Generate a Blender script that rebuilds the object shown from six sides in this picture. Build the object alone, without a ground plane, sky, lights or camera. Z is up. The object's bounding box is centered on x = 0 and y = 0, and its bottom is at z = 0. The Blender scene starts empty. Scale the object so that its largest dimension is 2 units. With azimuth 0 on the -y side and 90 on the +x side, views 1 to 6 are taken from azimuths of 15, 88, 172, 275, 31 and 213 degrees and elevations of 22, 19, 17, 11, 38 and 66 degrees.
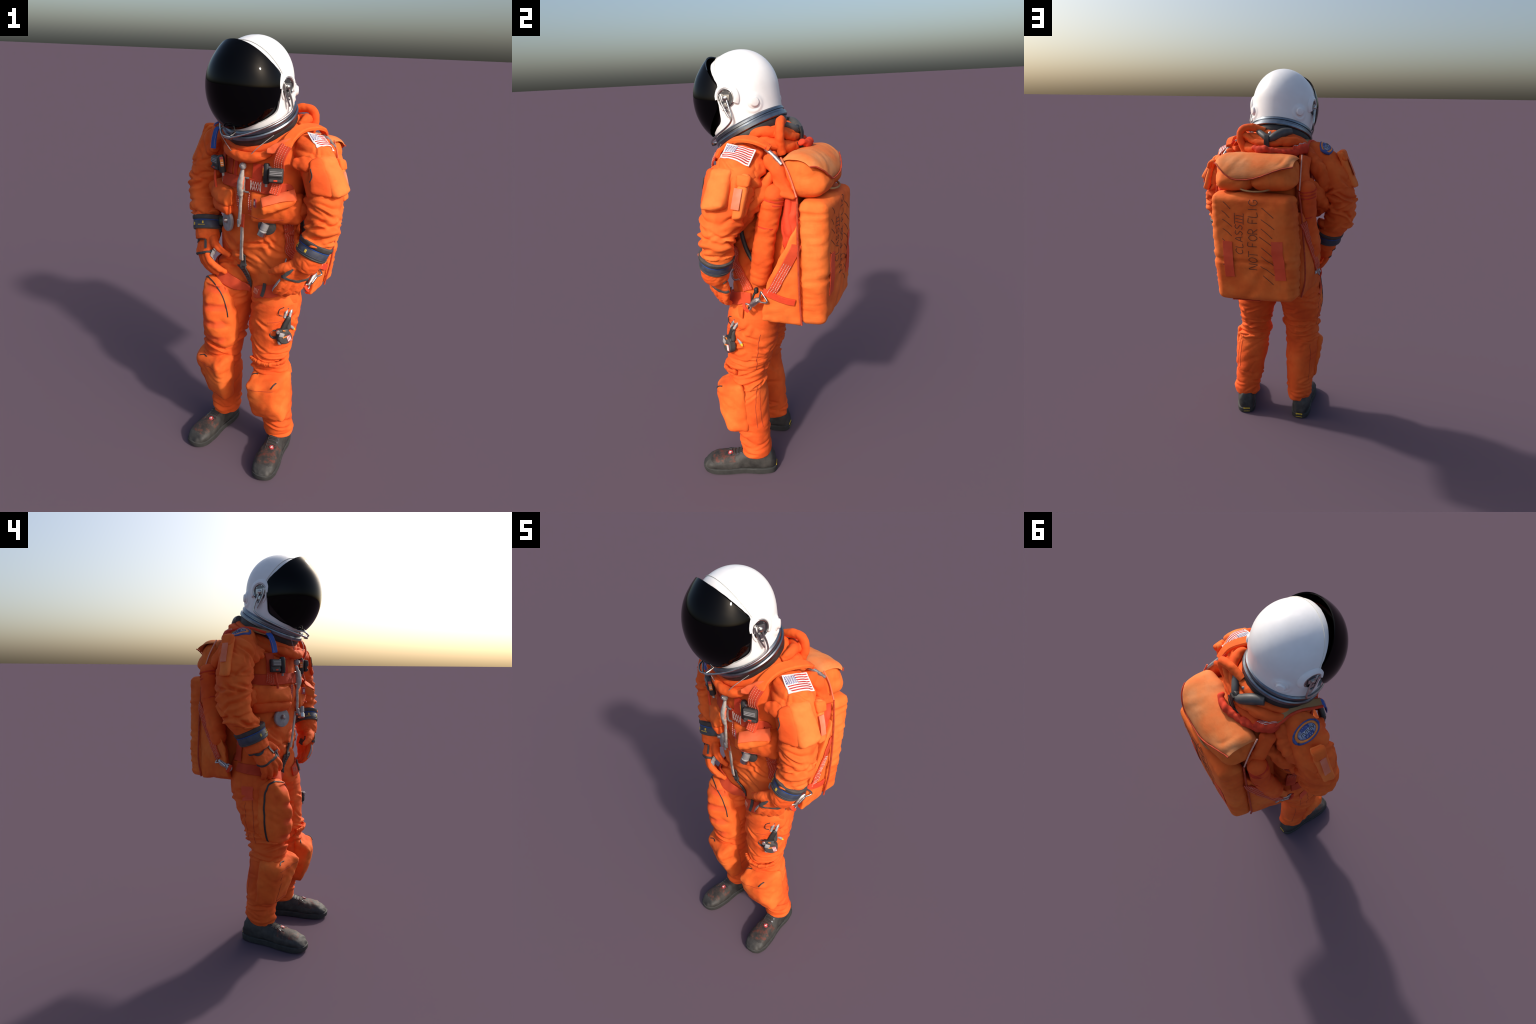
# A standing astronaut in an orange pressure suit with a white helmet, a dark
# visor, a survival backpack, a harness and dark boots.
# Everything is modelled in the wearer's own frame: +x is the wearer's left,
# -y is where the chest faces, z is up; the root empty turns that frame.
import bpy, bmesh, math, random
import numpy as np
from mathutils import Vector, Matrix, noise
from mathutils.bvhtree import BVHTree

random.seed(7)
YAW = math.radians(-26.6)
V = Vector
CY, SY = math.cos(YAW), math.sin(YAW)


def stage(x, y, z=0.0):
    """A point given in stage coordinates, returned in the wearer's frame."""
    return V((x * CY + y * SY, -x * SY + y * CY, z))


# ------------------------------------------------------------------ materials
def srgb(r, g, b):
    f = lambda c: (c / 255) / 12.92 if c / 255 <= 0.04045 else ((c / 255 + 0.055) / 1.055) ** 2.4
    return (f(r), f(g), f(b), 1.0)


class Nodes:
    def __init__(self, name):
        self.mat = bpy.data.materials.new(name)
        self.mat.use_nodes = True
        self.t = self.mat.node_tree
        self.b = self.t.nodes["Principled BSDF"]
        self.tc = self.t.nodes.new("ShaderNodeTexCoord")

    def new(self, kind, **kw):
        n = self.t.nodes.new(kind)
        for k, v in kw.items():
            setattr(n, k, v)
        return n

    def link(self, a, b):
        self.t.links.new(a, b)

    def noise(self, scale, detail=3.0, rough=0.55, stretch=(1, 1, 1), rot=(0, 0, 0)):
        m = self.new("ShaderNodeMapping")
        m.inputs["Scale"].default_value = stretch
        m.inputs["Rotation"].default_value = rot
        self.link(self.tc.outputs["Object"], m.inputs[0])
        n = self.new("ShaderNodeTexNoise")
        n.inputs["Scale"].default_value = scale
        n.inputs["Detail"].default_value = detail
        n.inputs["Roughness"].default_value = rough
        self.link(m.outputs[0], n.inputs["Vector"])
        return n.outputs["Fac"]

    def ramp(self, fac, stops):
        r = self.new("ShaderNodeValToRGB")
        e = r.color_ramp.elements
        e[0].position, e[0].color = stops[0]
        e[1].position, e[1].color = stops[-1]
        for p, c in stops[1:-1]:
            x = e.new(p)
            x.color = c
        self.link(fac, r.inputs[0])
        return r.outputs[0]

    def mix(self, fac, a, b, blend='MIX'):
        m = self.new("ShaderNodeMix", data_type='RGBA', blend_type=blend)
        for s, v in ((0, fac), (6, a), (7, b)):
            if isinstance(v, bpy.types.NodeSocket):
                self.link(v, m.inputs[s])
            else:
                m.inputs[s].default_value = v
        return m.outputs[2]

    def bump(self, height, strength, dist):
        n = self.new("ShaderNodeBump")
        n.inputs["Strength"].default_value = strength
        n.inputs["Distance"].default_value = dist
        self.link(height, n.inputs["Height"])
        self.link(n.outputs[0], self.b.inputs["Normal"])

    def out(self, col=None, rough=0.5, metal=0.0, spec=0.5, coat=0.0, sheen=0.0):
        if col is not None:
            if isinstance(col, bpy.types.NodeSocket):
                self.link(col, self.b.inputs["Base Color"])
            else:
                self.b.inputs["Base Color"].default_value = col
        if isinstance(rough, bpy.types.NodeSocket):
            self.link(rough, self.b.inputs["Roughness"])
        else:
            self.b.inputs["Roughness"].default_value = rough
        self.b.inputs["Metallic"].default_value = metal
        self.b.inputs["Specular IOR Level"].default_value = spec
        self.b.inputs["Coat Weight"].default_value = coat
        self.b.inputs["Sheen Weight"].default_value = sheen
        return self.mat


def cloth(name, base, light, dark, weave=900.0, grime=0.25, painted_shade=None):
    """Woven cloth: blotchy fading between three tones, faint grime, weave grain."""
    n = Nodes(name)
    big = n.noise(5.5, 4.0, 0.6)
    col = n.ramp(big, [(0.34, dark), (0.50, base), (0.66, light)])
    soot = n.noise(26.0, 5.0, 0.65, (1, 1, 0.5))
    mask = n.ramp(soot, [(0.50, (0, 0, 0, 1)), (0.80, (grime, grime, grime, 1))])
    col = n.mix(mask, col, tuple(c * 0.55 for c in dark[:3]) + (1,))
    if painted_shade:
        z0, step, x0, x1, tone = painted_shade
        sep = n.new("ShaderNodeSeparateXYZ")
        n.link(n.tc.outputs["Object"], sep.inputs[0])
        a = n.new("ShaderNodeMath", operation='SUBTRACT'); n.link(sep.outputs[2], a.inputs[0]); a.inputs[1].default_value = z0
        b = n.new("ShaderNodeMath", operation='PINGPONG'); n.link(a.outputs[0], b.inputs[0]); b.inputs[1].default_value = step / 2
        c = n.new("ShaderNodeMapRange"); n.link(b.outputs[0], c.inputs[0])
        c.inputs[1].default_value = 0.014; c.inputs[2].default_value = 0.022
        c.inputs[3].default_value = 0.75; c.inputs[4].default_value = 0.0
        d = n.new("ShaderNodeMapRange"); n.link(sep.outputs[0], d.inputs[0])
        d.inputs[1].default_value = x0; d.inputs[2].default_value = x0 + 0.02
        e = n.new("ShaderNodeMapRange"); n.link(sep.outputs[0], e.inputs[0])
        e.inputs[1].default_value = x1; e.inputs[2].default_value = x1 - 0.02
        f = n.new("ShaderNodeMath", operation='MULTIPLY'); n.link(c.outputs[0], f.inputs[0]); n.link(d.outputs[0], f.inputs[1])
        g = n.new("ShaderNodeMath", operation='MULTIPLY'); n.link(f.outputs[0], g.inputs[0]); n.link(e.outputs[0], g.inputs[1])
        col = n.mix(g.outputs[0], col, tone)
    h = n.noise(weave, 2.0, 0.5)
    h2 = n.noise(60.0, 3.0, 0.5, (1, 1, 2.0))
    s = n.new("ShaderNodeMath", operation='MULTIPLY_ADD')
    n.link(h, s.inputs[0]); s.inputs[1].default_value = 0.15; n.link(h2, s.inputs[2])
    n.bump(s.outputs[0], 0.35, 0.0025)
    return n.out(col, 0.82, spec=0.25, sheen=0.0)


def plain(name, col, rough=0.5, metal=0.0, var=0.15, scale=40.0, spec=0.5, coat=0.0, bump=0.0):
    n = Nodes(name)
    f = n.noise(scale, 4.0, 0.6)
    dk = tuple(c * (1 - var) for c in col[:3]) + (1,)
    lt = tuple(min(1, c * (1 + var)) for c in col[:3]) + (1,)
    c = n.ramp(f, [(0.3, dk), (0.7, lt)])
    if bump:
        n.bump(n.noise(scale * 6, 3.0), bump, 0.002)
    return n.out(c, rough, metal, spec, coat)


def make_materials():
    M = {}
    M['suit'] = cloth("suit_fabric", (0.80, 0.108, 0.016, 1), (0.86, 0.140, 0.024, 1), (0.70, 0.080, 0.012, 1))
    M['jacket'] = cloth("jacket_fabric", (0.80, 0.124, 0.019, 1), (0.86, 0.158, 0.028, 1), (0.71, 0.092, 0.014, 1))
    M['pocket'] = cloth("pocket_fabric", (0.83, 0.135, 0.020, 1), (0.88, 0.180, 0.032, 1), (0.74, 0.095, 0.014, 1))
    M['thigh'] = cloth("pocket_painted_shade_fabric", (0.83, 0.135, 0.020, 1), (0.88, 0.180, 0.032, 1), (0.74, 0.095, 0.014, 1),
                       painted_shade=(0.606, 0.0875, -0.165, -0.03, (0.78, 0.085, 0.022, 1)))  # redder bands paint the shading of the pocket's hollows into its cloth
    M['sleeve'] = cloth("bright_pocket_fabric", (0.87, 0.185, 0.036, 1), (0.92, 0.225, 0.050, 1), (0.80, 0.140, 0.024, 1))
    M['pack'] = cloth("pack_fabric", (0.80, 0.150, 0.024, 1), (0.84, 0.185, 0.036, 1), (0.72, 0.108, 0.016, 1), grime=0.3)
    M['faded'] = cloth("faded_fabric", (0.70, 0.205, 0.058, 1), (0.66, 0.250, 0.095, 1), (0.72, 0.155, 0.034, 1), grime=0.3)
    M['red'] = cloth("red_webbing", (0.60, 0.062, 0.022, 1), (0.72, 0.085, 0.03, 1), (0.48, 0.042, 0.016, 1), 1500.0, 0.2)
    M['redcloth'] = cloth("red_cloth", (0.68, 0.055, 0.020, 1), (0.76, 0.078, 0.030, 1), (0.55, 0.038, 0.015, 1), 1200.0, 0.2)
    M['pink'] = cloth("faded_red_cloth", (0.76, 0.19, 0.10, 1), (0.80, 0.28, 0.19, 1), (0.74, 0.13, 0.06, 1), 1200.0, 0.1)
    M['coral'] = cloth("coral_fabric", (0.80, 0.125, 0.040, 1), (0.84, 0.165, 0.065, 1), (0.74, 0.095, 0.026, 1), 1200.0, 0.1)
    M['tape'] = cloth("red_tape", (0.76, 0.085, 0.034, 1), (0.80, 0.105, 0.045, 1), (0.70, 0.07, 0.026, 1), 1200.0, 0.1)
    M['tan'] = cloth("tan_webbing", (0.40, 0.21, 0.085, 1), (0.46, 0.27, 0.12, 1), (0.34, 0.16, 0.06, 1), 1500.0, 0.2)
    M['thread'] = plain("white_thread", (0.80, 0.66, 0.58, 1), 0.8)
    M['rose'] = plain("rose_thread", (0.75, 0.36, 0.26, 1), 0.8)
    M['ink'] = plain("black_ink", (0.16, 0.045, 0.02, 1), 0.8, var=0.4)
    M['seam'] = plain("seam_thread", (0.42, 0.045, 0.014, 1), 0.85, var=0.3)
    M['black'] = plain("black_rubber", (0.022, 0.020, 0.020, 1), 0.55, var=0.35)
    M['charcoal'] = plain("charcoal_webbing", (0.055, 0.048, 0.046, 1), 0.75, var=0.3)
    M['hose'] = plain("grey_rubber_hose", (0.070, 0.068, 0.066, 1), 0.5, var=0.25, scale=30)
    M['navy'] = plain("navy_band", (0.040, 0.046, 0.072, 1), 0.5, var=0.3)
    M['olive'] = plain("olive_trim", (0.075, 0.07, 0.055, 1), 0.6)
    M['blue'] = plain("blue_webbing", (0.012, 0.072, 0.33, 1), 0.75, var=0.2, bump=0.3)
    M['yellow'] = plain("yellow_label", (0.62, 0.42, 0.04, 1), 0.6, var=0.25)
    M['yellowtip'] = plain("yellow_tip", (0.85, 0.55, 0.03, 1), 0.5)
    M['orangelabel'] = plain("orange_label", (0.78, 0.22, 0.03, 1), 0.6)
    M['redlabel'] = plain("red_label", (0.45, 0.05, 0.06, 1), 0.6, var=0.3)
    M['whitelabel'] = plain("white_label", (0.75, 0.70, 0.68, 1), 0.6)
    M['steel'] = plain("brushed_steel", (0.50, 0.49, 0.48, 1), 0.28, 1.0, 0.2, 80)
    M['ringsteel'] = plain("neck_ring_metal", (0.22, 0.25, 0.285, 1), 0.33, 1.0, 0.15, 60)
    M['darksteel'] = plain("dark_steel", (0.16, 0.165, 0.175, 1), 0.35, 1.0, 0.2, 60)
    M['hook'] = plain("cast_metal", (0.42, 0.38, 0.37, 1), 0.42, 0.85, 0.25, 120)
    M['greyplastic'] = plain("grey_plastic", (0.30, 0.285, 0.285, 1), 0.5, var=0.2)
    M['zip'] = plain("grey_zip_tape", (0.40, 0.345, 0.305, 1), 0.75, var=0.25, scale=50, bump=0.3)
    M['brass'] = plain("brass_fitting", (0.30, 0.21, 0.09, 1), 0.4, 0.7)
    M['green'] = plain("green_knob", (0.035, 0.06, 0.03, 1), 0.5)
    # helmet shell
    n = Nodes("white_shell")
    f = n.noise(14, 4, 0.6)
    sc = n.ramp(n.noise(130, 3, 0.7), [(0.66, (0, 0, 0, 1)), (0.78, (0.25, 0.25, 0.25, 1))])
    c = n.ramp(f, [(0.3, (0.80, 0.785, 0.775, 1)), (0.7, (0.86, 0.85, 0.845, 1))])
    n.bump(n.noise(25, 2), 0.05, 0.002)
    M['white'] = n.out(n.mix(sc, c, (0.62, 0.60, 0.58, 1)), 0.32, spec=0.5)
    M['cream'] = plain("cream_trim", (0.80, 0.77, 0.70, 1), 0.4, var=0.04)
    # visor
    n = Nodes("black_visor")
    M['visor'] = n.out((0.001, 0.001, 0.0014, 1), 0.05, spec=0.14)
    n = Nodes("dark_glass")
    M['glass'] = n.out((0.006, 0.005, 0.006, 1), 0.18, spec=0.35)
    # boot leather
    n = Nodes("boot_leather")
    f = n.noise(22, 5, 0.65)
    c = n.ramp(f, [(0.30, (0.020, 0.019, 0.018, 1)), (0.52, (0.040, 0.038, 0.035, 1)), (0.78, (0.072, 0.066, 0.058, 1))])
    n.bump(n.noise(45, 5, 0.7), 0.4, 0.003)
    M['boot'] = n.out(c, 0.6, spec=0.4)
    n = Nodes("scuffed_toe_leather")
    f = n.noise(38, 5, 0.7)
    c = n.ramp(f, [(0.40, (0.022, 0.020, 0.019, 1)), (0.52, (0.045, 0.034, 0.028, 1)), (0.62, (0.11, 0.034, 0.024, 1)), (0.80, (0.17, 0.05, 0.035, 1))])
    n.bump(n.noise(60, 5, 0.7), 0.4, 0.003)
    M['scuff'] = n.out(c, 0.65, spec=0.4)
    M['sole'] = plain("boot_sole", (0.030, 0.030, 0.028, 1), 0.7, var=0.3)
    M['badge'] = plain("red_badge", (0.50, 0.03, 0.035, 1), 0.45)
    M['flagred'] = plain("flag_red", (0.50, 0.030, 0.028, 1), 0.75)
    M['flagwhite'] = plain("flag_white", (0.80, 0.74, 0.71, 1), 0.75)
    M['flagblue'] = plain("flag_blue", (0.075, 0.080, 0.24, 1), 0.75)
    M['patchblue'] = plain("patch_blue", (0.045, 0.075, 0.25, 1), 0.75)
    M['patchpale'] = plain("patch_pale_blue", (0.36, 0.40, 0.52, 1), 0.75)
    return M


M = make_materials()

# ------------------------------------------------------------------- scene glue
ROOT = bpy.data.objects.new("astronaut", None)
bpy.context.scene.collection.objects.link(ROOT)
ROOT.rotation_euler = (0, 0, YAW)
ROOT["label"] = "standing astronaut in orange suit with white helmet and backpack"
ROOT["category"] = "astronaut"


def add(name, mesh, mats, parent=None, smooth=True, kind=None):
    ob = bpy.data.objects.new(name, mesh)
    bpy.context.scene.collection.objects.link(ob)
    if not isinstance(mats, (list, tuple)):
        mats = [mats]
    for m in mats:
        mesh.materials.append(m)
    if smooth:
        mesh.polygons.foreach_set("use_smooth", [True] * len(mesh.polygons))
    ob.parent = parent or ROOT
    if kind:
        ob["kind"] = kind
    return ob


def mesh_of(verts, faces, mat_ids=None):
    me = bpy.data.meshes.new("m")
    me.from_pydata([tuple(v) for v in verts], [], [tuple(f) for f in faces])
    if mat_ids:
        me.polygons.foreach_set("material_index", mat_ids)
    me.update()
    return me


def fix_normals(me):
    bm = bmesh.new(); bm.from_mesh(me)
    bmesh.ops.recalc_face_normals(bm, faces=bm.faces)
    bm.to_mesh(me); bm.free()
    return me


def merge(parts):
    """Join (verts, faces, mat_id) pieces into one mesh."""
    vs, fs, ids = [], [], []
    for v, f, i in parts:
        o = len(vs)
        vs += [tuple(p) for p in v]
        fs += [tuple(k + o for k in q) for q in f]
        ids += [i] * len(f)
    return mesh_of(vs, fs, ids)


def by_angle(me, deg=40):
    me.polygons.foreach_set("use_smooth", [True] * len(me.polygons))
    bm = bmesh.new(); bm.from_mesh(me)
    for e in bm.edges:
        if len(e.link_faces) == 2 and e.calc_face_angle(0) > math.radians(deg):
            e.smooth = False
    bm.to_mesh(me); bm.free()


# ------------------------------------------------------------------- geometry
def spline(pts, n, closed=False):
    """Catmull-Rom through pts (any dimension), n samples."""
    P = np.array([list(p) for p in pts], float)
    k = len(P)
    out = []
    segs = k if closed else k - 1
    for s in np.linspace(0, segs, n, endpoint=not closed):
        i = min(int(s), segs - 1); t = s - i
        if closed:
            p0, p1, p2, p3 = P[(i - 1) % k], P[i % k], P[(i + 1) % k], P[(i + 2) % k]
        else:
            p1, p2 = P[i], P[i + 1]
            p0 = P[i - 1] if i > 0 else 2 * p1 - p2
            p3 = P[i + 2] if i + 2 < k else 2 * p2 - p1
        out.append(0.5 * (2 * p1 + (p2 - p0) * t + (2 * p0 - 5 * p1 + 4 * p2 - p3) * t * t + (3 * p1 - p0 - 3 * p2 + p3) * t ** 3))
    return out


def tube_geo(pts, rad, seg=12, n=None, closed=False, cap=True, flat=1.0, up=None):
    n = n or max(8, len(pts) * 6)
    if np.isscalar(rad):
        rad = [rad] * len(pts)
    D = spline([tuple(p) + (r,) for p, r in zip(pts, rad)], n, closed)
    C = [V(d[:3]) for d in D]; R = [max(1e-4, d[3]) for d in D]
    vs, fs = [], []
    N = None
    m = len(C)
    for i in range(m):
        a = C[(i - 1) % m] if (closed or i > 0) else C[i]
        b = C[(i + 1) % m] if (closed or i < m - 1) else C[i]
        t = (b - a).normalized()
        if up is not None:
            N = V(up) - t * t.dot(V(up)); N.normalize()
        elif N is None:
            N = t.orthogonal().normalized()
        else:
            N = (N - t * t.dot(N)).normalized()
        Bn = t.cross(N)
        for j in range(seg):
            w = 2 * math.pi * j / seg
            vs.append(C[i] + N * (math.cos(w) * R[i] * flat) + Bn * (math.sin(w) * R[i]))
    rows = m if closed else m - 1
    for i in range(rows):
        for j in range(seg):
            a = i * seg + j; b = i * seg + (j + 1) % seg
            c = ((i + 1) % m) * seg + (j + 1) % seg; d = ((i + 1) % m) * seg + j
            fs.append((a, b, c, d))
    if cap and not closed:
        fs.append(tuple(range(seg - 1, -1, -1)))
        fs.append(tuple(range((m - 1) * seg, m * seg)))
    return vs, fs


def tube(name, pts, rad, mat, parent=None, seg=12, n=None, closed=False, flat=1.0, up=None, kind=None):
    v, f = tube_geo(pts, rad, seg, n, closed, True, flat, up)
    me = fix_normals(mesh_of(v, f)); by_angle(me, 50)
    return add(name, me, mat, parent, True, kind)


def rounded_tube_geo(pts, rad, seg=16, n=20):
    """Tube with rounded ends (fingers, cylinders of cloth)."""
    D = spline([tuple(p) + (r,) for p, r in zip(pts, rad)], n)
    C = [V(d[:3]) for d in D]; R = [d[3] for d in D]
    t0 = (C[0] - C[1]).normalized(); t1 = (C[-1] - C[-2]).normalized()
    pre, post = [], []
    for k in (1, 2, 3, 4):
        w = k / 4.4 * math.pi / 2
        pre.insert(0, (C[0] + t0 * R[0] * math.sin(w), R[0] * math.cos(w)))
        post.append((C[-1] + t1 * R[-1] * math.sin(w), R[-1] * math.cos(w)))
    seq = pre + list(zip(C, R)) + post
    vs, fs = [], []
    N = None
    m = len(seq)
    for i, (c, r) in enumerate(seq):
        a = seq[max(0, i - 1)][0]; b = seq[min(m - 1, i + 1)][0]
        t = (b - a).normalized()
        N = t.orthogonal().normalized() if N is None else (N - t * t.dot(N)).normalized()
        B = t.cross(N)
        for j in range(seg):
            w = 2 * math.pi * j / seg
            vs.append(c + N * math.cos(w) * r + B * math.sin(w) * r)
    for i in range(m - 1):
        for j in range(seg):
            fs.append((i * seg + j, i * seg + (j + 1) % seg, (i + 1) * seg + (j + 1) % seg, (i + 1) * seg + j))
    fs.append(tuple(range(seg - 1, -1, -1))); fs.append(tuple(range((m - 1) * seg, m * seg)))
    return vs, fs


def loft_geo(sections, seg=40, per=5):
    """Closed loft through (x, y, z, rx, ry, tilt_deg, power) sections; tilt about x."""
    D = spline(sections, (len(sections) - 1) * per + 1)
    vs, fs = [], []
    for s in D:
        x, y, z, rx, ry, tl, pw = s
        t = math.radians(tl)
        for j in range(seg):
            w = 2 * math.pi * j / seg
            c, q = math.cos(w), math.sin(w)
            a = rx * math.copysign(abs(c) ** (2 / pw), c); b = ry * math.copysign(abs(q) ** (2 / pw), q)
            vs.append((x + a, y + b * math.cos(t), z + b * math.sin(t)))
    m = len(D)
    for i in range(m - 1):
        for j in range(seg):
            fs.append((i * seg + j, i * seg + (j + 1) % seg, (i + 1) * seg + (j + 1) % seg, (i + 1) * seg + j))
    fs.append(tuple(range(seg - 1, -1, -1))); fs.append(tuple(range((m - 1) * seg, m * seg)))
    return vs, fs


def pillow_geo(corners, r=0.02, n=14, bulge=(0, 0, 0)):
    """Rounded, bulging block warped between eight corners.
    corners[ix + 2*iy + 4*iz]."""
    K = [V(c) for c in corners]
    hx = sum(((K[1 + 2 * j + 4 * k] - K[2 * j + 4 * k]).length for j in (0, 1) for k in (0, 1))) / 8
    hy = sum(((K[i + 2 + 4 * k] - K[i + 4 * k]).length for i in (0, 1) for k in (0, 1))) / 8
    hz = sum(((K[i + 2 * j + 4] - K[i + 2 * j]).length for i in (0, 1) for j in (0, 1))) / 8
    H = np.array([hx, hy, hz])
    res = [max(4, int(round(n * h / H.max()))) for h in H]
    rr = min(r, 0.98 * H.min())
    idx, vs, fs = {}, [], []

    def vert(i, j, k):
        key = (i, j, k)
        if key in idx:
            return idx[key]
        u = np.array([2 * i / res[0] - 1, 2 * j / res[1] - 1, 2 * k / res[2] - 1])
        # denser spacing near the rims keeps the rounding smooth
        u = np.sin(u * math.pi / 2) * 0.5 + u * 0.5
        p = u * H
        q = np.clip(p, -(H - rr), H - rr)
        d = p - q
        L = np.linalg.norm(d)
        if L > 1e-9:
            m = np.abs(d).max() / L
            p = q + d / L * np.abs(d).max() if False else q + d / L * min(rr, max(np.abs(d).max(), rr))
        w = p / H
        o = np.array([bulge[0] * w[0] * (1 - w[1] ** 2) * (1 - w[2] ** 2),
                      bulge[1] * w[1] * (1 - w[0] ** 2) * (1 - w[2] ** 2),
                      bulge[2] * w[2] * (1 - w[0] ** 2) * (1 - w[1] ** 2)])
        w = (p + o) / H
        a, b, c = (w + 1) / 2
        P = V((0, 0, 0))
        for iz in (0, 1):
            for iy in (0, 1):
                for ix in (0, 1):
                    P += K[ix + 2 * iy + 4 * iz] * ((a if ix else 1 - a) * (b if iy else 1 - b) * (c if iz else 1 - c))
        idx[key] = len(vs)
        vs.append(P)
        return idx[key]

    a, b, c = res
    for i in range(a):
        for j in range(b):
            fs.append((vert(i, j, 0), vert(i, j + 1, 0), vert(i + 1, j + 1, 0), vert(i + 1, j, 0)))
            fs.append((vert(i, j, c), vert(i + 1, j, c), vert(i + 1, j + 1, c), vert(i, j + 1, c)))
    for i in range(a):
        for k in range(c):
            fs.append((vert(i, 0, k), vert(i + 1, 0, k), vert(i + 1, 0, k + 1), vert(i, 0, k + 1)))
            fs.append((vert(i, b, k), vert(i, b, k + 1), vert(i + 1, b, k + 1), vert(i + 1, b, k)))
    for j in range(b):
        for k in range(c):
            fs.append((vert(0, j, k), vert(0, j, k + 1), vert(0, j + 1, k + 1), vert(0, j + 1, k)))
            fs.append((vert(a, j, k), vert(a, j + 1, k), vert(a, j + 1, k + 1), vert(a, j, k + 1)))
    return vs, fs


def fold(p, freq=(9, 9, 24), seed=0.0):
    """Cloth folds: rounded swells parted by valleys, long across, short along z."""
    q = V((p.x * freq[0] + seed, p.y * freq[1] - seed, p.z * freq[2] + 3.1 * seed))
    w = noise.noise(V((p.x * 5 + seed, p.y * 5, p.z * 5)))
    q.z += 1.8 * w + 0.4 * q.x
    a = noise.noise(q)
    b = noise.noise(q * 2.1 + V((5.2, 1.3, 7.7)))
    va = math.sqrt(a * a + .004) * 2.1
    vb = math.sqrt(b * b + .010) * 2.1
    return min(1.15, va) * 0.85 + 0.15 * min(1.1, vb) - 0.45


def wrinkle(me, amp, freq=(9, 9, 24), seed=0.0, gain=None):
    me.update()
    co = [v.co.copy() for v in me.vertices]
    no = [v.normal.copy() for v in me.vertices]
    for v, c, nn in zip(me.vertices, co, no):
        g = amp * (gain(c) if gain else 1.0)
        v.co = c + nn * (g * fold(c, freq, seed))
    me.update()


def pillow(name, corners, mat, r=0.02, n=18, bulge=(0, 0, 0), amp=0.003, freq=(14, 14, 22), seed=1.0, parent=None):
    v, f = pillow_geo(corners, r, n, bulge)
    me = fix_normals(mesh_of(v, f))
    if amp:
        wrinkle(me, amp, freq, seed)
    return add(name, me, mat, parent)


def block(x0, x1, y0, y1, z0, z1):
    return [(x, y, z) for z in (z0, z1) for y in (y0, y1) for x in (x0, x1)]


def frame(axis, up=(0, 0, 1)):
    """Matrix whose z is axis."""
    z = V(axis).normalized()
    u = V(up)
    if abs(z.dot(u)) > 0.98:
        u = V((0, 1, 0))
    x = u.cross(z).normalized(); y = z.cross(x)
    return Matrix((x, y, z)).transposed()


def lathe_geo(profile, centre, axis, seg=40, up=(0, 0, 1), sx=1.0, sy=1.0, closed=False):
    R = frame(axis, up); c = V(centre)
    vs, fs = [], []
    for r, h in profile:
        for j in range(seg):
            w = 2 * math.pi * j / seg
            vs.append(c + R @ V((r * math.cos(w) * sx, r * math.sin(w) * sy, h)))
    m = len(profile)
    for i in range(m if closed else m - 1):
        for j in range(seg):
            k = (i + 1) % m
            fs.append((i * seg + j, i * seg + (j + 1) % seg, k * seg + (j + 1) % seg, k * seg + j))
    if not closed:
        if profile[0][0] > 1e-6: fs.append(tuple(range(seg - 1, -1, -1)))
        if profile[-1][0] > 1e-6: fs.append(tuple(range((m - 1) * seg, m * seg)))
    return vs, fs


def lathe(name, profile, centre, axis, mat, parent=None, seg=40, up=(0, 0, 1), sx=1.0, sy=1.0, closed=False, angle=35):
    v, f = lathe_geo(profile, centre, axis, seg, up, sx, sy, closed)
    me = mesh_of(v, f)
    bm = bmesh.new(); bm.from_mesh(me)
    bmesh.ops.remove_doubles(bm, verts=bm.verts, dist=1e-5)
    bmesh.ops.recalc_face_normals(bm, faces=bm.faces)
    bm.to_mesh(me); bm.free()
    by_angle(me, angle)
    return add(name, me, mat, parent)


def disc_profile(r, h, bev=0.2):
    b = min(r, h) * bev
    return [(0, 0), (r, 0), (r, h - b), (r - b, h), (0, h)]


def box_geo(centre, size, axes, bev=0.15):
    """Bevelled box; axes = 3 unit vectors."""
    ax = [V(a).normalized() for a in axes]
    h = [s / 2 for s in size]
    c = V(centre)
    cs = [c + ax[0] * (h[0] * sx) + ax[1] * (h[1] * sy) + ax[2] * (h[2] * sz) for sz in (-1, 1) for sy in (-1, 1) for sx in (-1, 1)]
    return pillow_geo(cs, min(h) * bev * 2, 6)


def box(name, centre, size, axes, mat, parent=None, bev=0.15):
    v, f = box_geo(centre, size, axes, bev)
    me = fix_normals(mesh_of(v, f)); by_angle(me, 45)
    return add(name, me, mat, parent)


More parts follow.
